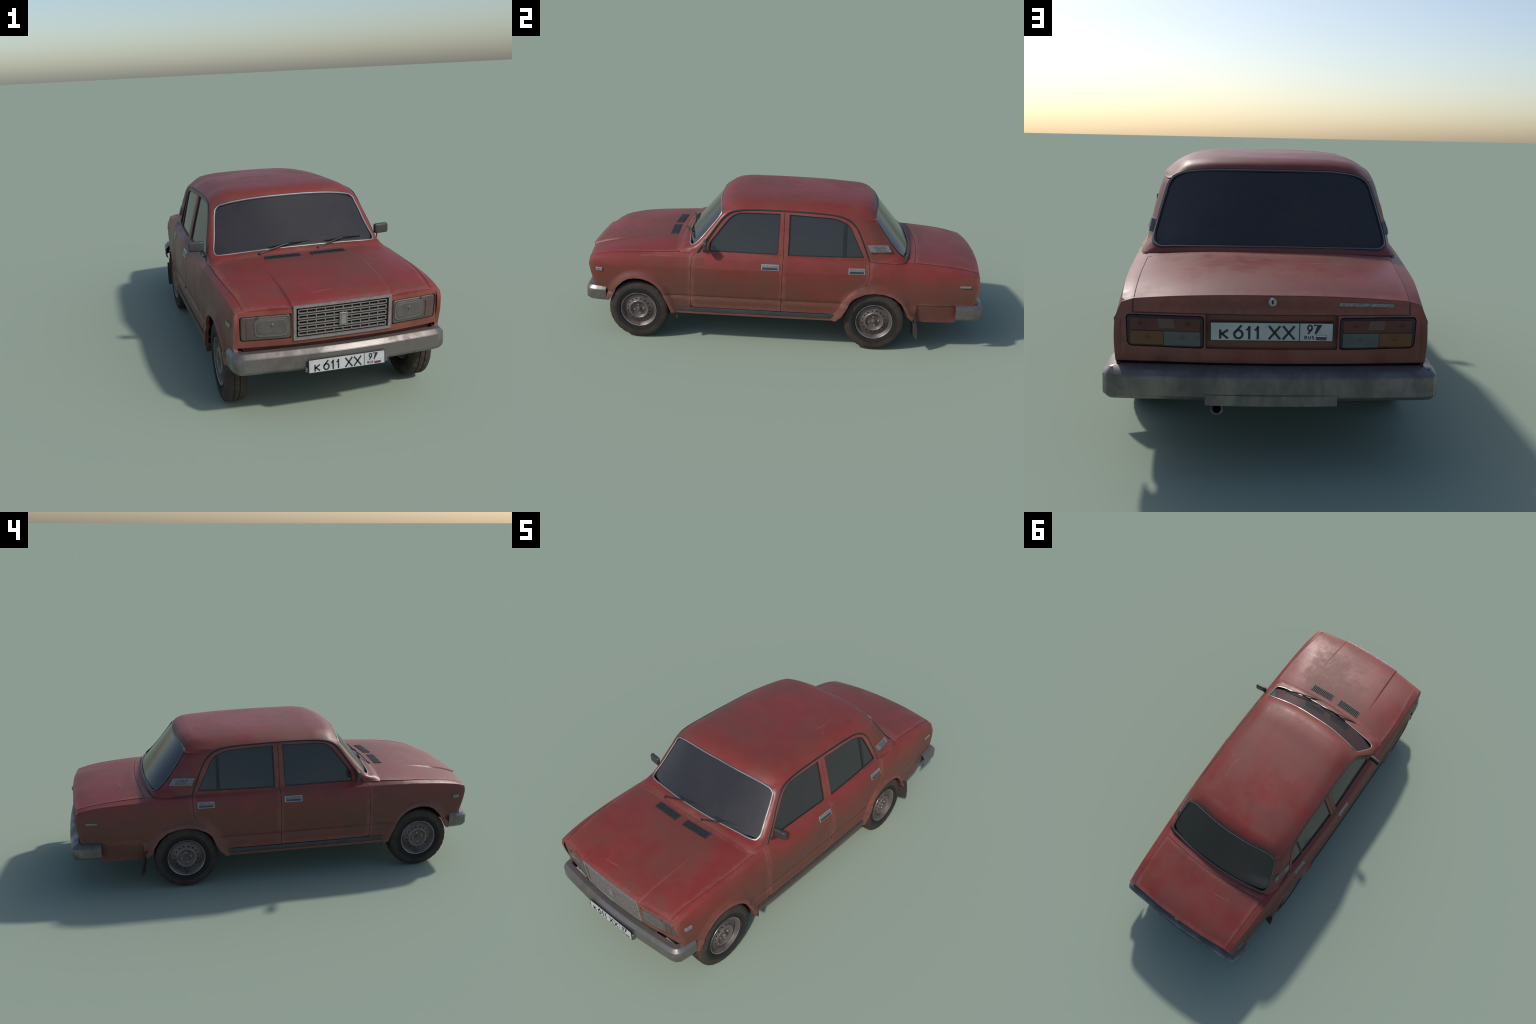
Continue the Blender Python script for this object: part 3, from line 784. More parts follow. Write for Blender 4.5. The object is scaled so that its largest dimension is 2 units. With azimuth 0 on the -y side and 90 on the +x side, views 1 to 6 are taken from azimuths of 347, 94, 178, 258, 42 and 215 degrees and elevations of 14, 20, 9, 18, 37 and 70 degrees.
# apron under the nose, set back
panel("nose_apron", [(-.335, .222), (.335, .222), (.345, .282), (-.345, .282)], lambda x, z: Vector((x, front_y(x, .28)+.014+.25*(.28-z), z)), PAINT, step=.02, depth=0, want=Vector((0, -1, 0)))
# dark boxes behind lamps and grille
bm = bmesh.new()
block(bm, -.350, .350, -.905, -.880, .205, .40)
bm_to("nose_bulkhead", bm, DARK, smooth=False, recalc=True)

for s in (-1, 1):
    def hm(u, v, w, s=s): return Vector((s*u, front_y(u, v)+.006-w, v))
    hl = plate("headlight", round_poly([(.1825, .3015), (.3495, .3005), (.3505, .386), (.1825, .387)], [.010, .012, .012, .010]), .0075, hm, LAMP, bevel=.003, step=.012)
    def hm2(u, v, w, s=s): return Vector((s*u, front_y(u, v)-.0015-w, v))
    plate("lens_rim", round_poly(rect(.188, .3055, .3115, .380), .022), .0022, hm2, LENSR, hl, bevel=.0012, step=.008)
    plate("headlight_lens", round_poly(rect(.1955, .298, .3215, .3735), .018), .0038, hm2, LENS, hl, bevel=.0022, step=.008)
    plate("turn_signal", round_poly(rect(.3135, .3315, .310, .3705), .002), .0022, hm2, AMBER_F, hl, bevel=.0008, step=.008)
    # lens highlight modelled as a pale triangular plate, and the bulb above it
    plate("modelled_highlight", [(.2335, .3275), (.258, .3275), (.2465, .349)], .0044, hm2, LENSR, hl, step=.02)
    bm = bmesh.new(); bmesh.ops.create_uvsphere(bm, u_segments=12, v_segments=8, radius=.0055)
    bmesh.ops.scale(bm, vec=(1, .35, 1.1), verts=bm.verts[:]); bmesh.ops.translate(bm, vec=hm2(.2455, .3555, .004), verts=bm.verts[:])
    bm_to("bulb", bm, LENSR, hl)
    plate("lamp_clip", rect(.290, .298, .379, .387), .0035, hm2, LAMP, hl, step=.02)

# grille
def gy(x, z): return front_y(x, z)-.001
bm = bmesh.new()
def gblock(x0, x1, z0, z1, d0, d1, n=1):
    for i in range(n):
        a, b = lerp(x0, x1, i/n), lerp(x0, x1, (i+1)/n)
        block(bm, a, b, d0, d1, z0, z1, lambda p: Vector((p.x, gy(p.x, p.z)+p.y, p.z)))
for x0, x1, z0, z1, n in ((-.1745, .1745, .4055, .4150, 8), (-.1745, .1745, .2895, .2995, 8), (-.1745, -.1645, .2995, .4055, 1), (.1645, .1745, .2995, .4055, 1)):
    gblock(x0, x1, z0, z1, -.004, .014, n)
bmesh.ops.remove_doubles(bm, verts=bm.verts[:], dist=1e-5)
grille = bm_to("grille_frame", bm, ALLOY, smooth=False, recalc=True)
bm = bmesh.new(); block(bm, -.168, .168, .010, .013, .296, .409, lambda p: Vector((p.x, gy(p.x, p.z)+p.y, p.z)))
bm = bmesh.new()
for i in range(8):
    block(bm, lerp(-.17, .17, i/8), lerp(-.17, .17, (i+1)/8), .010, .0125, .294, .410, lambda p: Vector((p.x, gy(p.x, p.z)+p.y, p.z)))
bm_to("grille_backing", bm, DARK, grille, smooth=False, recalc=True)
rows_z = [lerp(.4020, .3025, (i+.5)/5) for i in range(5)]
hh = .0077
for zc in rows_z:
    bm = bmesh.new()
    gblock(-.158, .158, zc+hh-.0033, zc+hh, -.001, .008, 8); gblock(-.158, .158, zc-hh, zc-hh+.0033, -.001, .008, 8)
    gblock(-.158, -.1545, zc-hh, zc+hh, -.001, .008); gblock(.1545, .158, zc-hh, zc+hh, -.001, .008)
    for k in range(1, 10):
        x = lerp(-.158, .158, k/10); gblock(x-.0016, x+.0016, zc-hh+.004, zc+hh-.004, .001, .008)
    bmesh.ops.remove_doubles(bm, verts=bm.verts[:], dist=1e-5)
    bm_to("grille_bar", bm, ALLOY, grille, smooth=False, recalc=True)
em = plate("grille_emblem", round_poly(rect(-.0145, .0145, .325, .373), .002), .006, lambda u, v, w: Vector((u, gy(u, v)+.001-w, v)), ALLOY, grille, bevel=.001, step=.01)
EMB = simple("emblem_face", (0.27, 0.28, 0.27), 0.4, 0.3, var=0.2, scale=60)
RUST = simple("emblem_edge", (0.10, 0.055, 0.045), 0.6)
plate("emblem_border", rect(-.0105, .0105, .3295, .3685), .0004, lambda u, v, w: Vector((u, gy(u, v)-.0052-w, v)), RUST, grille, step=.02)
plate("emblem_face", rect(-.0085, .0085, .3315, .3665), .0008, lambda u, v, w: Vector((u, gy(u, v)-.0052-w, v)), EMB, grille, step=.02)

# ------------------------------------------------------------------ boot lid and tail
yTR = Curve1((0, .9710), (.10, .9690), (.20, .9625), (.27, .9560), (.3075, .9525))
zTC = Curve1((.60, .4575), (.66, .4550), (.70, .4512), (.78, .4435), (.86, .4352), (.91, .4278), (.945, .4195), (.975, .4100))
def deck_z(x, y):
    t = clamp(abs(x)/xSEAM(y)); zs = zSEAM(y)
    # the rear edge is bowed in plan: measure lengthwise from it
    yy = y + (.971-yTR(abs(x)))*sstep(.70, .95, y)
    return lerp(zTC(yy), zs+.0005, t**2.6)
lid = [(xSEAM(y)-.0013, y) for y in ys_(.646, .945, 24)] + [(x, yTR(x)) for x in (.3055, .25, .20, .15, .10, .05, 0)]
lid_front = [(x, .668-.30*x*x) for x in (0, .05, .10, .15, .20, .25, .30)]
lid_h = lid_front + lid
lid_o = lid_h + [(-x, y) for x, y in reversed(lid_h[1:-1])]
panel("boot_lid", lid_o, lambda x, y: Vector((x, y, deck_z(x, y))), PAINT, step=.016, fine=.013, depth=.010, want=Vector((0, 0, 1)))
j_ = joint([Vector((xSEAM(y)-.0006, y, zSEAM(y)+.0002)) for y in ys_(.648, .948, 26)], .0011); mirrored(j_)
# deck between boot lid and rear window
dk = [(x, .666-.30*x*x) for x in (0, .05, .10, .15, .20, .25, .30, .318)] + [(.3185, .640), (.322, .610), (.335, .56), (.335, .50), (.30, .50), (0, .55)]
dk_o = dk + [(-x, y) for x, y in reversed(dk[1:-1])]
panel("scuttle_deck", dk_o, lambda x, y: Vector((x, y, deck_z(x, max(y, .60))-.0004)), PAINT, step=.016, depth=.006, want=Vector((0, 0, 1)))

yB0 = Curve1((0, .9720), (.10, .970), (.20, .9645), (.27, .959), (.31, .957), (.35, .954))
def tail_y(x, z):
    ax = abs(x); y = yB0(ax)
    if z > .352: return y + (.352-z)*.02 + (yTR(min(ax, .3075))-y)*clamp((z-.352)/.05)
    return y + (z-.352)*.14
tl_hole = round_poly([(.1505, .3615), (.3245, .3625), (.3235, .2875), (.1515, .2845)], [.010, .010, .014, .010])
pl_hole = round_poly([(-.1475, .3665), (.1475, .3665), (.1475, .2850), (-.1475, .2850)], .004)
tail = [(-.350, .252), (-.3505, .352), (-.3345, .3885), (-.3085, .396), (-.25, .4025), (-.20, .406), (-.10, .4095), (0, .4105), (.10, .4095), (.20, .406), (.25, .4025), (.3085, .396), (.3345, .3885), (.3505, .352), (.350, .252), (.2, .2515), (0, .2515), (-.2, .2515)]
panel("tail_panel", tail, lambda x, z: Vector((x, tail_y(x, z), z)), PAINT, holes=[tl_hole, [(-x, z) for x, z in tl_hole], pl_hole], lines=[[(-.36, .352), (.36, .352)]], step=.013, fine=.010, depth=.012, want=Vector((0, 1, 0)))
panel("plate_recess", round_poly(rect(-.1500, .1500, .2825, .3690), .002), lambda x, z: Vector((x, tail_y(x, .30)-.0105-.05*(.30-z), z)), PAINT, step=.03, depth=0, want=Vector((0, 1, 0)))
# seam of the lid on the tail face
for s in (-1, 1):
    bm = sweep([(s*.3085, tail_y(.3085, z)+.0002, z) for z in (.3965, .385, .375, .3655)], rect(-.0011, .0011, -.001, .0006), up=(0, 1, 0))
    bm_to("lid_seam", bm, SEAM_DARK, recalc=True)
bm = sweep([(x, tail_y(x, .3665)+.0002, .3665) for x in ys_(-.305, .305, 24)], rect(-.0010, .0010, -.001, .0005), up=(0, 1, 0))
bm_to("lid_seam", bm, SEAM_DARK, recalc=True)
panel("tail_apron", [(-.345, .190), (.345, .190), (.349, .256), (-.349, .256)], lambda x, z: Vector((x, tail_y(x, .252)-.022, z)), DARK, step=.03, depth=0, want=Vector((0, 1, 0)))

for s in (-1, 1):
    def tm(u, v, w, s=s): return Vector((s*u, tail_y(u, v)-.006+w, v))
    tb = plate("tail_light", round_poly([(.1520, .2860), (.3225, .2890), (.3230, .3610), (.1520, .3600)], [.010, .014, .010, .010]), .0075, tm, BLACK, bevel=.0025, step=.012)
    xm = .241
    plate("red_lens", round_poly(rect(.1585, .3160, .3255, .3560), .004), .0100, tm, T_RED, tb, bevel=.0015, step=.012)
    plate("amber_lens", round_poly(rect(xm, .3160, .2925, .3255), .003), .0098, tm, T_AMB, tb, bevel=.0012, step=.012)
    plate("clear_lens", round_poly(rect(.1585, xm, .2910, .3255), .003), .0098, tm, T_CLR, tb, bevel=.0012, step=.012)
    plate("reflector", round_poly([(.214, .3335), (.251, .3335), (.253, .3545), (.218, .3545)], .002), .0106, tm, T_PALE, tb, step=.02)
    for (u, v, mt) in ((.186, .3445, T_RED), (.291, .3445, T_RED), (.276, .312, T_AMB), (.199, .3115, T_CLR)):
        bm = bmesh.new()
        c = tm(u, v, .0102)
        rows = []
        for i in range(16):
            a = 2*pi*i/16; rows.append([c+Vector((r*cos(a), d, r*sin(a))) for r, d in ((.0062, 0), (.0058, .0012), (.0044, .0012), (.0036, .0), (.0018, .0004), (.0012, .0016), (.0002, .0018))])
        grid_mesh(rows, True, False, bm); bm_to("lens_screw", bm, mt, tb, recalc=True)

# boot lock and worn badge
bm = bmesh.new(); rows = []
for i in range(28):
    a = 2*pi*i/28; rows.append([Vector((r*cos(a), tail_y(0, .397)+d, .397+r*sin(a))) for r, d in ((.0098, -.002), (.0098, .005), (.0088, .0066), (.0002, .0070))])
grid_mesh(rows, True, False, bm); lk = bm_to("boot_lock", bm, CHROME, recalc=True)
plate("keyhole", round_poly(rect(-.0019, .0019, .3925, .4015), .0015), .0006, lambda u, v, w: Vector((u, tail_y(0, .397)+.0069+w, v)), DARK, lk, step=.02)
plate("boot_badge", round_poly([(-.2725, .3845), (-.1480, .3875), (-.1480, .3960), (-.2725, .3925)], [.002, .0005, .0005, .002]), .0022, lambda u, v, w: Vector((u, tail_y(u, v)+w, v)), BADGE, bevel=.0006, step=.01)

# ------------------------------------------------------------------ bumpers
def bumper(name, path, section):
    """path: plan curve of the outer face from the middle to one end (x,y); section (inset, z)"""
    half = [Vector((p[0], p[1], 0)) for p in path]
    full = [Vector((-p.x, p.y, 0)) for p in reversed(half[1:])]+half
    n = len(full); rows = []
    for i in range(n):
        t = (full[min(i+1, n-1)]-full[max(i-1, 0)]).normalized()
        s = Vector((t.y, -t.x, 0))
        if s.dot(Vector((full[i].x*.3, full[i].y, 0))) < 0: s = -s
        d1 = (full[i]-full[max(i-1, 0)]).normalized() if i else t
        k = 1/max(.7, d1.dot(t))
        rows.append([full[i]+s*a*k+Vector((0, 0, z)) for a, z in section])
    bm = grid_mesh(rows, False, True)
    bm.verts.ensure_lookup_table(); m = len(section)
    bm.faces.new([bm.verts[i] for i in range(m)]); bm.faces.new([bm.verts[(n-1)*m+i] for i in reversed(range(m))])
    bmesh.ops.recalc_face_normals(bm, faces=bm.faces[:])
    sharp = [e for e in bm.edges if len(e.link_faces) == 2 and e.calc_face_angle() > .5]
    bmesh.ops.bevel(bm, geom=sharp, offset=.0012, segments=2, affect='EDGES')
    return bm_to(name, bm, BUMPER, angle=40, recalc=True)
fsec = [(0, .247), (-.013, .262), (-.037, .264), (-.037, .261), (-.015, .259), (-.003, .246), (-.003, .203), (-.014, .192), (-.012, .188), (0, .200)]
bumper("bumper", [(0, -.9935), (.06, -.9925), (.12, -.990), (.18, -.986), (.24, -.981), (.30, -.976), (.345, -.971), (.367, -.965), (.383, -.946), (.3885, -.910), (.391, -.864)], fsec)
rsec = [(0, .229), (-.016, .245), (-.038, .2475), (-.038, .2445), (-.018, .242), (-.003, .228), (-.003, .188), (-.012, .178), (-.010, .174), (0, .185)]
bumper("bumper", [(0, .9965), (.06, .9960), (.12, .9945), (.18, .9920), (.24, .989), (.30, .986), (.343, .983), (.364, .9795), (.376, .964), (.381, .920), (.384, .848)], rsec)
# bumper irons
bm = bmesh.new()
for s in (-1, 1):
    block(bm, min(s*.22, s*.25), max(s*.22, s*.25), -.975, -.90, .205, .235)
    block(bm, min(s*.22, s*.25), max(s*.22, s*.25), .90, .985, .195, .225)
bm_to("bumper_bracket", bm, DARK, smooth=False, recalc=True)
# lower tab of the rear bumper
plate("bumper_plate", rect(-.1465, .1465, .1665, .190), .003, lambda u, v, w: Vector((u, .9975-.12*u*u*2+w, v)), BUMPER, step=.02)

# ------------------------------------------------------------------ number plates
def arc(cx, cy, rx, ry, a0, a1, n=20): return [(cx+rx*cos(radians(lerp(a0, a1, i/n))), cy+ry*sin(radians(lerp(a0, a1, i/n)))) for i in range(n+1)]
# pen strokes of each character in a unit box (x 0..1, y 0..1)
GLYPH = {
 "K": [[(.0, 0), (.0, 1)], [(1, 1), (.05, .45)], [(.22, .56), (1, 0)]],
 "6": [[(.78, 1), (.10, .47)], arc(.5, .33, .46, .33, 0, 360, 32)],
 "1": [[(.75, 0), (.75, 1), (.1, .72)]],
 "X": [[(0, 0), (1, 1)], [(0, 1), (1, 0)]],
 "9": [[(.22, 0), (.90, .53)], arc(.5, .67, .46, .33, 0, 360, 32)],
 "7": [[(0, 1), (1, 1), (.25, 0)]],
 "R": [[(0, 0), (0, 1), (.5, 1)]+arc(.5, .75, .42, .25, 90, -90, 10)+[(0, .5)], [(.4, .5), (.95, 0)]],
 "U": [[(0, 1), (0, .35)]+arc(.5, .35, .5, .35, 180, 360, 12)+[(1, 1)]],
 "S": [arc(.5, .74, .42, .26, 40, 250, 12)+arc(.5, .26, .42, .26, 80, -140, 12)],
}
def stroke_letter(ch, u0, u1, v0, v1, asp, pen, place, parent):
    """ribbon of constant pen width; asp = plate width / height"""
    bm = bmesh.new()
    for st in GLYPH[ch]:
        P = [Vector((lerp(u0+pen/2, u1-pen/2, p[0])*asp, lerp(v0+pen*asp/2, v1-pen*asp/2, p[1]))) for p in st]
        P = [p for k, p in enumerate(P) if k == 0 or (p-P[k-1]).length > 1e-5]
        loop = (P[0]-P[-1]).length < 1e-4; L = []; R = []; n = len(P); hw = pen*asp/2
        for k in range(n):
            a = P[k-1] if (k or not loop) else P[-2]; b = P[k+1] if k+1 < n else (P[1] if loop else P[k])
            if k == 0 and not loop: a = P[0]
            t = (b-a).normalized(); d = Vector((-t.y, t.x)); q = 1/max(.35, abs(t.dot((P[k]-a).normalized() if (P[k]-a).length > 1e-7 else t)))
            p = P[k]
            if not loop and k in (0, n-1): p = p + t*(hw*.9 if k else -hw*.9)*(1 if len(st) < 5 else 0)
            L.append(p+d*hw*q); R.append(p-d*hw*q)
        up = lambda v, w: place(v.x/asp, v.y, w)
        rows = [[up(L[k], 0), up(L[k], .0006), up(R[k], .0006), up(R[k], 0)] for k in range(n)]
        grid_mesh(rows, False, False, bm)
    return bm_to("plate_letter", bm, INK, parent, smooth=False, recalc=True)

def number_plate(place, asp):
    """place(u,v,w): u 0..1 along the reading direction, v 0..1 upwards, w out"""
    base = plate("number_plate", round_poly(rect(-.012, 1.012, -.05, 1.05), .01), .003, place, BLACK, step=.1)
    plate("plate_face", rect(0, 1, 0, 1), .0006, lambda u, v, w: place(u, v, .003+w), WHITE, base, step=.1)
    P = lambda u, v, w: place(u, v, .0036+w)
    for ch, a, b, c, d in (("K", .066, .142, .075, .62), ("6", .178, .270, .055, .88), ("1", .282, .330, .06, .88), ("1", .352, .400, .06, .88), ("X", .470, .572, .06, .86), ("X", .586, .690, .06, .86)):
        stroke_letter(ch, a, b, c, d, asp, .0188, P, base)
    for ch, a, b in (("9", .786, .838), ("7", .843, .900)): stroke_letter(ch, a, b, .40, .95, asp, .0145, P, base)
    for ch, a, b in (("R", .768, .791), ("U", .798, .822), ("S", .828, .850)): stroke_letter(ch, a, b, .085, .30, asp, .0065, P, base)
    plate("plate_divider", rect(.724, .731, 0, 1), .0005, P, INK, base, step=.2)
    plate("flag_border", rect(.864, .950, .045, .35), .0003, P, INK, base, step=.2)
    for mt, a, b in ((F_W, .245, .335), (F_B, .155, .245), (F_R, .06, .155)):
        plate("flag_stripe", rect(.867, .947, a, b), .0007, P, mt, base, step=.2)
    return base
number_plate(lambda u, v, w: Vector((lerp(-.135, .135, u), -.9962-w*.9, lerp(.1825, .2265, v))), 6.1)
number_plate(lambda u, v, w: Vector((lerp(.1355, -.1355, u), tail_y(0, .326)-.0105+w+.04*(v-.5)*.044, lerp(.3060, .3462, v))), 6.1)
# front plate holder lugs
bm = bmesh.new()
for s in (-1, 1): block(bm, s*.143-.004, s*.143+.004, -.9965, -.985, .186, .202)
bm_to("plate_lug", bm, BUMPER, smooth=False, recalc=True)

# ------------------------------------------------------------------ wheels
def tyre_mesh():
    R = .1495; prof = [(.0895, -.030), (.0925, -.0365), (.100, -.0400), (.118, -.0415), (.132, -.0395), (.1418, -.0370), (.1464, -.0330),
        (.1486, -.0270), (.1490, -.0130), (.1490, -.0115), (.1460, -.0110), (.1460, -.0085), (.1495, -.0080), (.1495, .0080), (.1460, .0085), (.1460, .0110), (.1490, .0115), (.1490, .0130),
        (.1486, .0270), (.1464, .0330), (.1418, .0370), (.132, .0395), (.118, .0415), (.100, .0400), (.0965, .0385), (.0955, .0392), (.0925, .0365), (.0895, .030)]
    seg = 168; rows = []
    for i in range(seg):
        a = 2*pi*i/seg; row = []
        for r, x in prof:
            rr = r; ph = (i + (3 if abs(x) < .012 else 0)) % 6
            if ph == 0 and r > .138: rr = r - (.0026 if r < .1487 else .0018)
            row.append(Vector((x, rr*cos(a), rr*sin(a))))
        rows.append(row)
    bm = grid_mesh(rows, True, False)
    bmesh.ops.recalc_face_normals(bm, faces=bm.faces[:])
    me = bpy.data.meshes.new("tyre"); bm.to_mesh(me); bm.free(); finish(me, TYRE, True, 40); return me
def rim_meshes():
    xr = Curve1((.0, .0255), (.030, .0255), (.0365, .0275), (.041, .0345), (.0445, .0355), (.048, .0335), (.055, .0300), (.060, .0280), (.067, .0255), (.070, .0235), (.0745, .0230), (.0765, .0255), (.0790, .0295), (.0815, .0315), (.0840, .0345), (.0870, .0372))
    circ = lambda r, n, cx=0, cy=0, ph=0: [(cx+r*cos(2*pi*i/n+ph), cy+r*sin(2*pi*i/n+ph)) for i in range(n)]
    holes = [circ(.0032, 8, .0555*cos(2*pi*(i+.5)/16), .0555*sin(2*pi*(i+.5)/16)) for i in range(16)]
    lines = [circ(r, 60)+[(r, 0)] for r in (.030, .0365, .041, .0445, .048, .0605, .067, .070, .0745, .0765, .079, .0815, .0840)]
    v, F = panel2d(circ(.0866, 72), holes, lines, .0075, .0075)
    bm = bmesh.new(); bv = [bm.verts.new((xr(hypot(p.x, p.y)), p.x, p.y)) for p in v]
    for t in F:
        try: bm.faces.new([bv[i] for i in t])
        except ValueError: pass
    bm.normal_update()
    if sum(f.normal.x for f in bm.faces) < 0: bmesh.ops.reverse_faces(bm, faces=bm.faces[:])
    m1 = bpy.data.meshes.new("rim"); bm.to_mesh(m1); bm.free(); finish(m1, RIM, True, 50)
    bm = lathe([(.0858, .0366), (.0868, .0378), (.0895, .0382), (.0905, .0365), (.0895, .030), (.0880, -.03), (.0700, -.032), (.0700, .0)], 72)
    bmesh.ops.recalc_face_normals(bm, faces=bm.faces[:])
    m2 = bpy.data.meshes.new("rim_lip"); bm.to_mesh(m2); bm.free(); finish(m2, RIMLIP, True, 50)
    bm = lathe([(.0420, .0345), (.0432, .0362), (.0447, .0362), (.0460, .0345)], 60)
    m6 = bpy.data.meshes.new("rim_ring"); bm.to_mesh(m6); bm.free(); finish(m6, RIMLIP, True, 60)
    bm = bmesh.new()
    for i in range(4):
        a = radians(100)+i*pi/2; c = Vector((.0225, .0232*cos(a), .0232*sin(a)))
        for q in [bmesh.ops.create_cone(bm, cap_ends=True, segments=10, radius1=.0048, radius2=.0034, depth=.008, matrix=Matrix.Translation(c+Vector((.003, 0, 0))) @ Matrix.Rotation(pi/2, 4, 'Y'))]: pass
    m3 = bpy.data.meshes.new("wheel_bolt"); bm.to_mesh(m3); bm.free(); finish(m3, BOLT, True, 40)
    bm = lathe([(.0125, .0225), (.0115, .0275), (.0085, .0290), (.0078, .0360), (.0060, .0385), (.0003, .0390)], 24)
    bmesh.ops.recalc_face_normals(bm, faces=bm.faces[:])
    m4 = bpy.data.meshes.new("hub_cap"); bm.to_mesh(m4); bm.free(); finish(m4, RIM, True, 40)
    bm = lathe([(.0003, -.012), (.075, -.012), (.080, -.028)], 32)
    m5 = bpy.data.meshes.new("brake_drum"); bm.to_mesh(m5); bm.free(); finish(m5, DARK, True, 40)
    return [("rim", m1), ("rim_lip", m2), ("rim_ring", m6), ("wheel_bolt", m3), ("hub_cap", m4), ("brake_drum", m5)]
TM = tyre_mesh(); RM = rim_meshes()
for (y, xc) in ((-.703, .3525), (.4595, .3530)):
    for s in (1, -1):
        w = bpy.data.objects.new("wheel", None); COL.objects.link(w); w.parent = CAR
        w.location = (s*xc, y, .1495)
        if s < 0: w.rotation_euler = (0, 0, pi)
        t = bpy.data.objects.new("tyre", TM); COL.objects.link(t); t.parent = w
        for nm, me in RM:
            o = bpy.data.objects.new(nm, me); COL.objects.link(o); o.parent = w

# wheel wells, floor and inner bulk: dark
bm = bmesh.new()
for (cy, cz, y0, y1) in ((-.700, .160, -.853, -.535), (.455, .150, .272, .642)):
    for s in (-1, 1):
        rows = []
        for k in range(21):
            a = pi*(.10+.80*k/20); r = .165 if cy < 0 else .157
            yy = cy+ (r*1.0)*cos(a); zz = cz+r*sin(a)
            rows.append([Vector((s*x, yy, zz)) for x in (.389, .24)])
        grid_mesh(rows, False, False, bm)
        a = [bm.verts.new(r[1]) for r in rows]; bm.faces.new(a)
bm_to("wheel_well", bm, UNDER, smooth=False)
bm = bmesh.new()
block(bm, -.375, .375, -.53, .27, .150, .175)
block(bm, -.25, .25, -.86, -.53, .17, .20); block(bm, -.25, .25, .27, .66, .17, .20); block(bm, -.345, .345, .66, .93, .17, .20)
bm_to("floor_pan", bm, UNDER, smooth=False, recalc=True)
bm = bmesh.new()
block(bm, -.335, .335, -.50, .62, .20, .43); block(bm, -.30, .30, -.87, -.50, .335, .39); block(bm, -.30, .30, .62, .93, .22, .38)
bm_to("inner_structure", bm, DARK, smooth=False, recalc=True)
bm = bmesh.new()
for y in (-.703, .4595): block(bm, -.33, .33, y-.012, y+.012, .136, .160)
bm_to("axle", bm, UNDER, smooth=False, recalc=True)

# exhaust
bm = bmesh.new(); rows = []
for i in range(20):
    a = 2*pi*i/20; rows.append([Vector((.123+r*cos(a), y, .137+r*sin(a))) for r, y in ((.0140, .60), (.0140, .930), (.0148, .938), (.0140, .941), (.0106, .939), (.0104, .86), (.0002, .86))])
grid_mesh(rows, True, False, bm); bm_to("exhaust_pipe", bm, simple("exhaust_metal", (.22, .21, .20), .5, .6, col2=(.08, .06, .05), scale=30), recalc=True)

# mud flaps
def flap(name, x0, x1, y0, z0, y1, z1, tip):
    bm = bmesh.new(); n = 6; rows = []
    for i in range(n+1):
        t = i/n; y = lerp(y0, y1, t)+.004*sin(pi*t); z = lerp(z0, z1, t)
        rows.append([Vector((x, y+d-.022*(x1-x)/(x1-x0), z)) for x, d in ((x0+tip*t*0, 0), (x1-tip*max(0, t-.6), 0), (x1-tip*max(0, t-.6), .004), (x0, .004))])
    grid_mesh(rows, False, True, bm); bmesh.ops.holes_fill(bm, edges=[e for e in bm.edges if e.is_boundary])
    o = bm_to(name, bm, FLAP, recalc=True); mirrored(o)
flap("mudflap", .332, .402, .648, .200, .672, .073, .006)
bm = bmesh.new()
rows = [[Vector(p)+Vector((0, d, 0)) for p, d in ((a, 0), (b, 0), (b, .005), (a, .005))] for a, b in
        (((.392, -.503, .170), (.340, -.535, .170)), ((.398, -.508, .142), (.340, -.532, .142)), ((.402, -.513, .119), (.340, -.528, .120)))]
grid_mesh(rows, False, True, bm); bmesh.ops.holes_fill(bm, edges=[e for e in bm.edges if e.is_boundary])
o = bm_to("mudflap", bm, FLAP, recalc=True); mirrored(o)

# ------------------------------------------------------------------ door furniture, mirrors, markers, vents, wipers
for door, (y0, y1, z0, z1) in ((doorF, (-.0965, -.0115, .3965, .4245)), (doorR, (.3215, .4005, .3915, .4200))):
    def hmap(u, v, w): return Vector((x_skin(u, v)+w-.001, u, v))
    h = plate("door_handle", round_poly(rect(y0, y1, z0, z1), .002), .0035, hmap, CHROME, door[0], bevel=.001, step=.012)
    zm = lerp(z0, z1, .48)
    p = plate("handle_plate", rect(y0+.004, y1-.004, zm, z1-.003), .0048, hmap, BADGE, door[0], bevel=.0006, step=.012)
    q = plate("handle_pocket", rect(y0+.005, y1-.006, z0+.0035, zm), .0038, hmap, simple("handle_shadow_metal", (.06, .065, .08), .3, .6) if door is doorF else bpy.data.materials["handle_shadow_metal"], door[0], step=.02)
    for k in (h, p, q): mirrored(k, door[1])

# pillar vents
def pv(u, v, w):
    y = lerp(lerp(.4215, .404, v), lerp(.526, .5035, v), u); z = lerp(.4925, .5255, v)
    x = lerp(lerp(.3455, .3345, v), lerp(.3268, .3215, v), u)
    return Vector((x+.001+w, y, z+w*.3))
pvn = plate("pillar_vent", rect(0, 1, 0, 1), .0118, lambda u, v, w: pv(u, v, w-.008), BADGE, bevel=.0008, step=.2)
m_ = mirrored(pvn)
bm = bmesh.new()
for k in range(4):
    v0 = .16+.17*k; block(bm, .30, .74, v0, v0+.05, .0032, .0042, lambda p: pv(p.x+.06*(0.5-p.y), p.y, p.z))
block(bm, .285, .30, .14, .84, .0032, .0042, lambda p: pv(p.x+.06*(0.5-p.y), p.y, p.z)); block(bm, .74, .755, .14, .84, .0032, .0042, lambda p: pv(p.x+.06*(.5-p.y), p.y, p.z))
s_ = bm_to("vent_slot", bm, simple("vent_slot_dark", (.055, .045, .042), .7), pvn, smooth=False, recalc=True); mirrored(s_, m_)

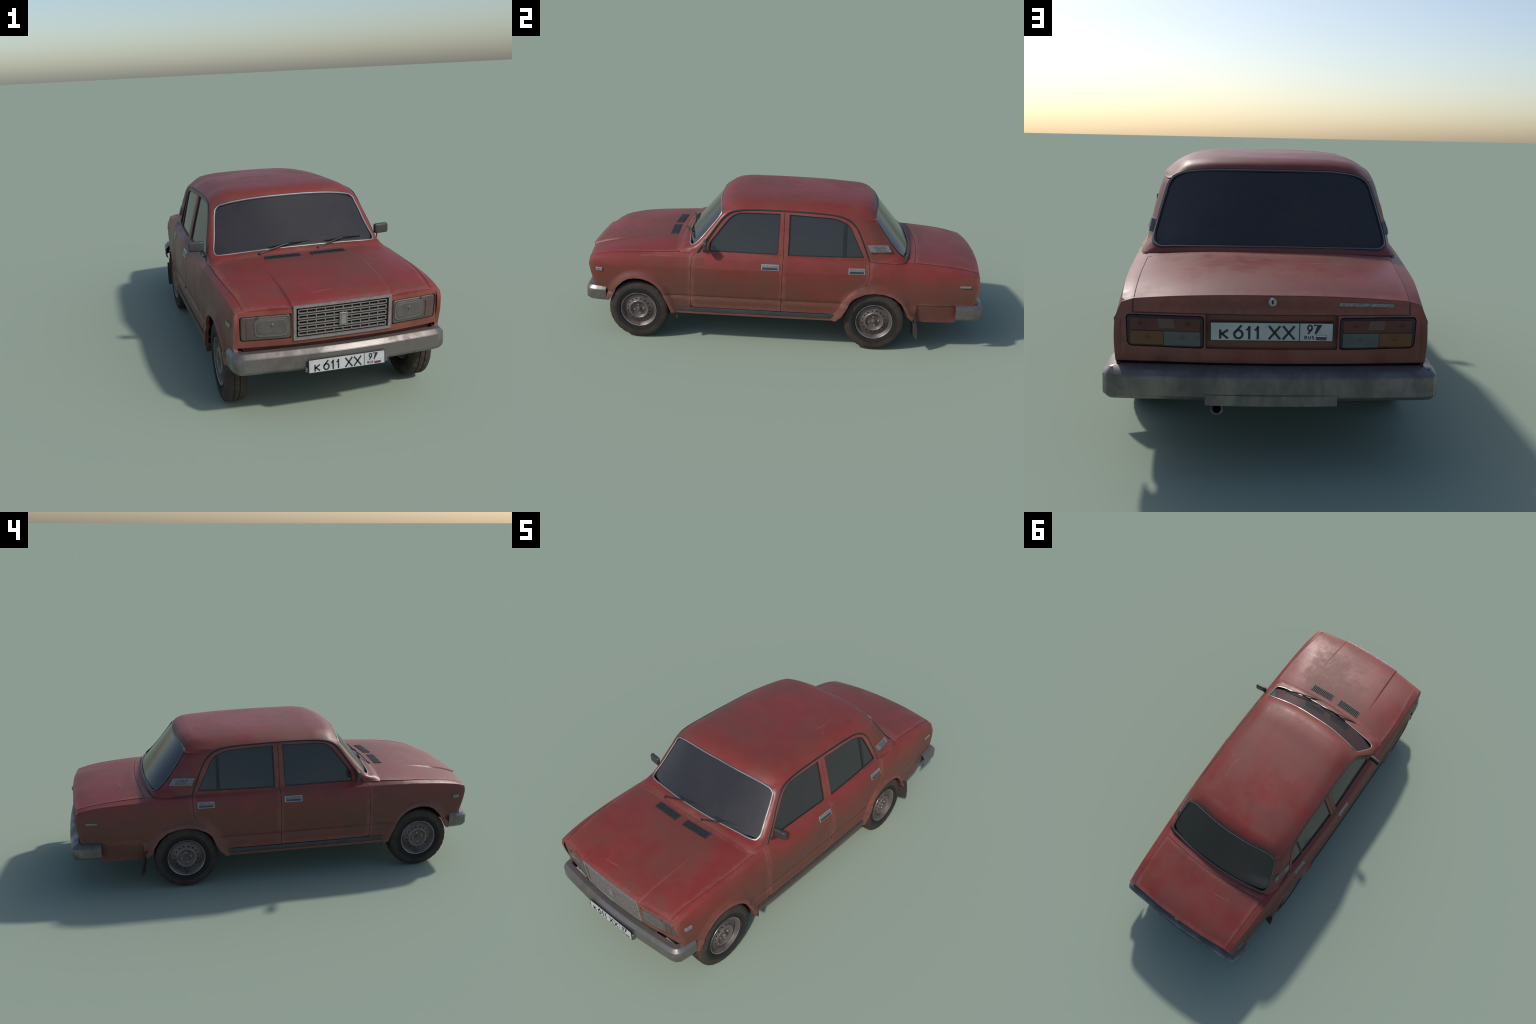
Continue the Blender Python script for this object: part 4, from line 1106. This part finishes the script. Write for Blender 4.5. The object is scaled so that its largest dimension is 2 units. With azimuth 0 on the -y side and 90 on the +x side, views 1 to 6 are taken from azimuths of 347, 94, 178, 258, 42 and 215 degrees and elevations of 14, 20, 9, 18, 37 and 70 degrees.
# side markers
MARK = simple("side_marker", (.24, .235, .23), .35, .2, col2=(.16, .15, .145), scale=60)
def smap(u, v, w): return Vector((x_skin(u, v)+w, u, v))
for (y0, y1, za, zb) in ((-.9115, -.8765, .3455, .3625), (.8605, .9135, .3375, .3465)):
    c = plate("side_marker", round_poly(rect(y0, y1, za, zb), .002), .005, smap, MARK, bevel=.0012, step=.01); mirrored(c)

# mirrors
def rounded_box(name, w, h, d, r, mat, mtx, parent=None):
    rows = []
    for t, k in ((-1, .0), (-1, .80), (-.92, .93), (-.75, 1), (.45, .98), (.8, .90), (.95, .78), (1, .55), (1, .0)):
        ring = round_poly([(-w*k, -h*k), (w*k, -h*k), (w*k, h*k), (-w*k, h*k)], r*k, 6) if k > 0 else [(0, 0)]*28
        rows.append([mtx @ Vector((p[0], -t*d, p[1])) for p in ring])
    bm = grid_mesh(rows, False, True); bmesh.ops.remove_doubles(bm, verts=bm.verts[:], dist=1e-6)
    return bm_to(name, bm, mat, parent, recalc=True, angle=60)
mt = Matrix.Translation((.3945, -.369, .5085)) @ Matrix.Rotation(radians(8), 4, 'Z')
mo = rounded_box("wing_mirror", .0315, .0205, .0085, .010, MIRROR, mt)
mo2 = mirrored(mo)
gl = plate("mirror_glass", round_poly(rect(-.027, .027, -.0165, .0165), .008), .001, lambda u, v, w: mt @ Vector((u, .0083+w, v)), GLASS, mo, step=.02); mirrored(gl, mo2)
bm = sweep(spline([(.357, -.374, .4660), (.3665, -.373, .4650), (.3735, -.371, .472), (.376, -.369, .492)], .004), oval(.0028, .0028), up=(0, 1, 0))
block(bm, .3555, .3640, -.384, -.362, .461, .471)
st = bm_to("mirror_stalk", bm, MIRROR, mo, recalc=True); mirrored(st, mo2)

# wipers
for (bx, mx, t1, t2) in (((-.168, -.507, .4855), (-.041, -.4795, .511), (-.123, -.4755, .5015), (.044, -.4685, .510)),
                         ((.069, -.509, .4865), (.189, -.4665, .510), (.109, -.473, .504), (.272, -.440, .501))):
    b, m0, p, q = Vector(bx), Vector(mx), Vector(t1), Vector(t2)
    bm = sweep([b, b.lerp(m0, .35)+Vector((0, -.002, .003)), b.lerp(m0, .7)+Vector((0, -.002, .002)), m0], oval(.0036, .0028), up=(0, -.6, .8))
    bmesh.ops.create_cone(bm, cap_ends=True, segments=10, radius1=.0065, radius2=.005, depth=.010, matrix=Matrix.Translation(b+Vector((0, 0, -.001))))
    wp = bm_to("wiper_arm", bm, BLACK, recalc=True)
    bm = sweep([p, p.lerp(m0, .5)+Vector((0, -.0015, 0)), m0+Vector((0, -.001, .0015)), m0.lerp(q, .5)+Vector((0, -.0015, 0)), q], rect(-.0022, .0022, -.003, .0026), up=(0, -.6, .8))
    bm_to("wiper_blade", bm, BLACK, wp, recalc=True)
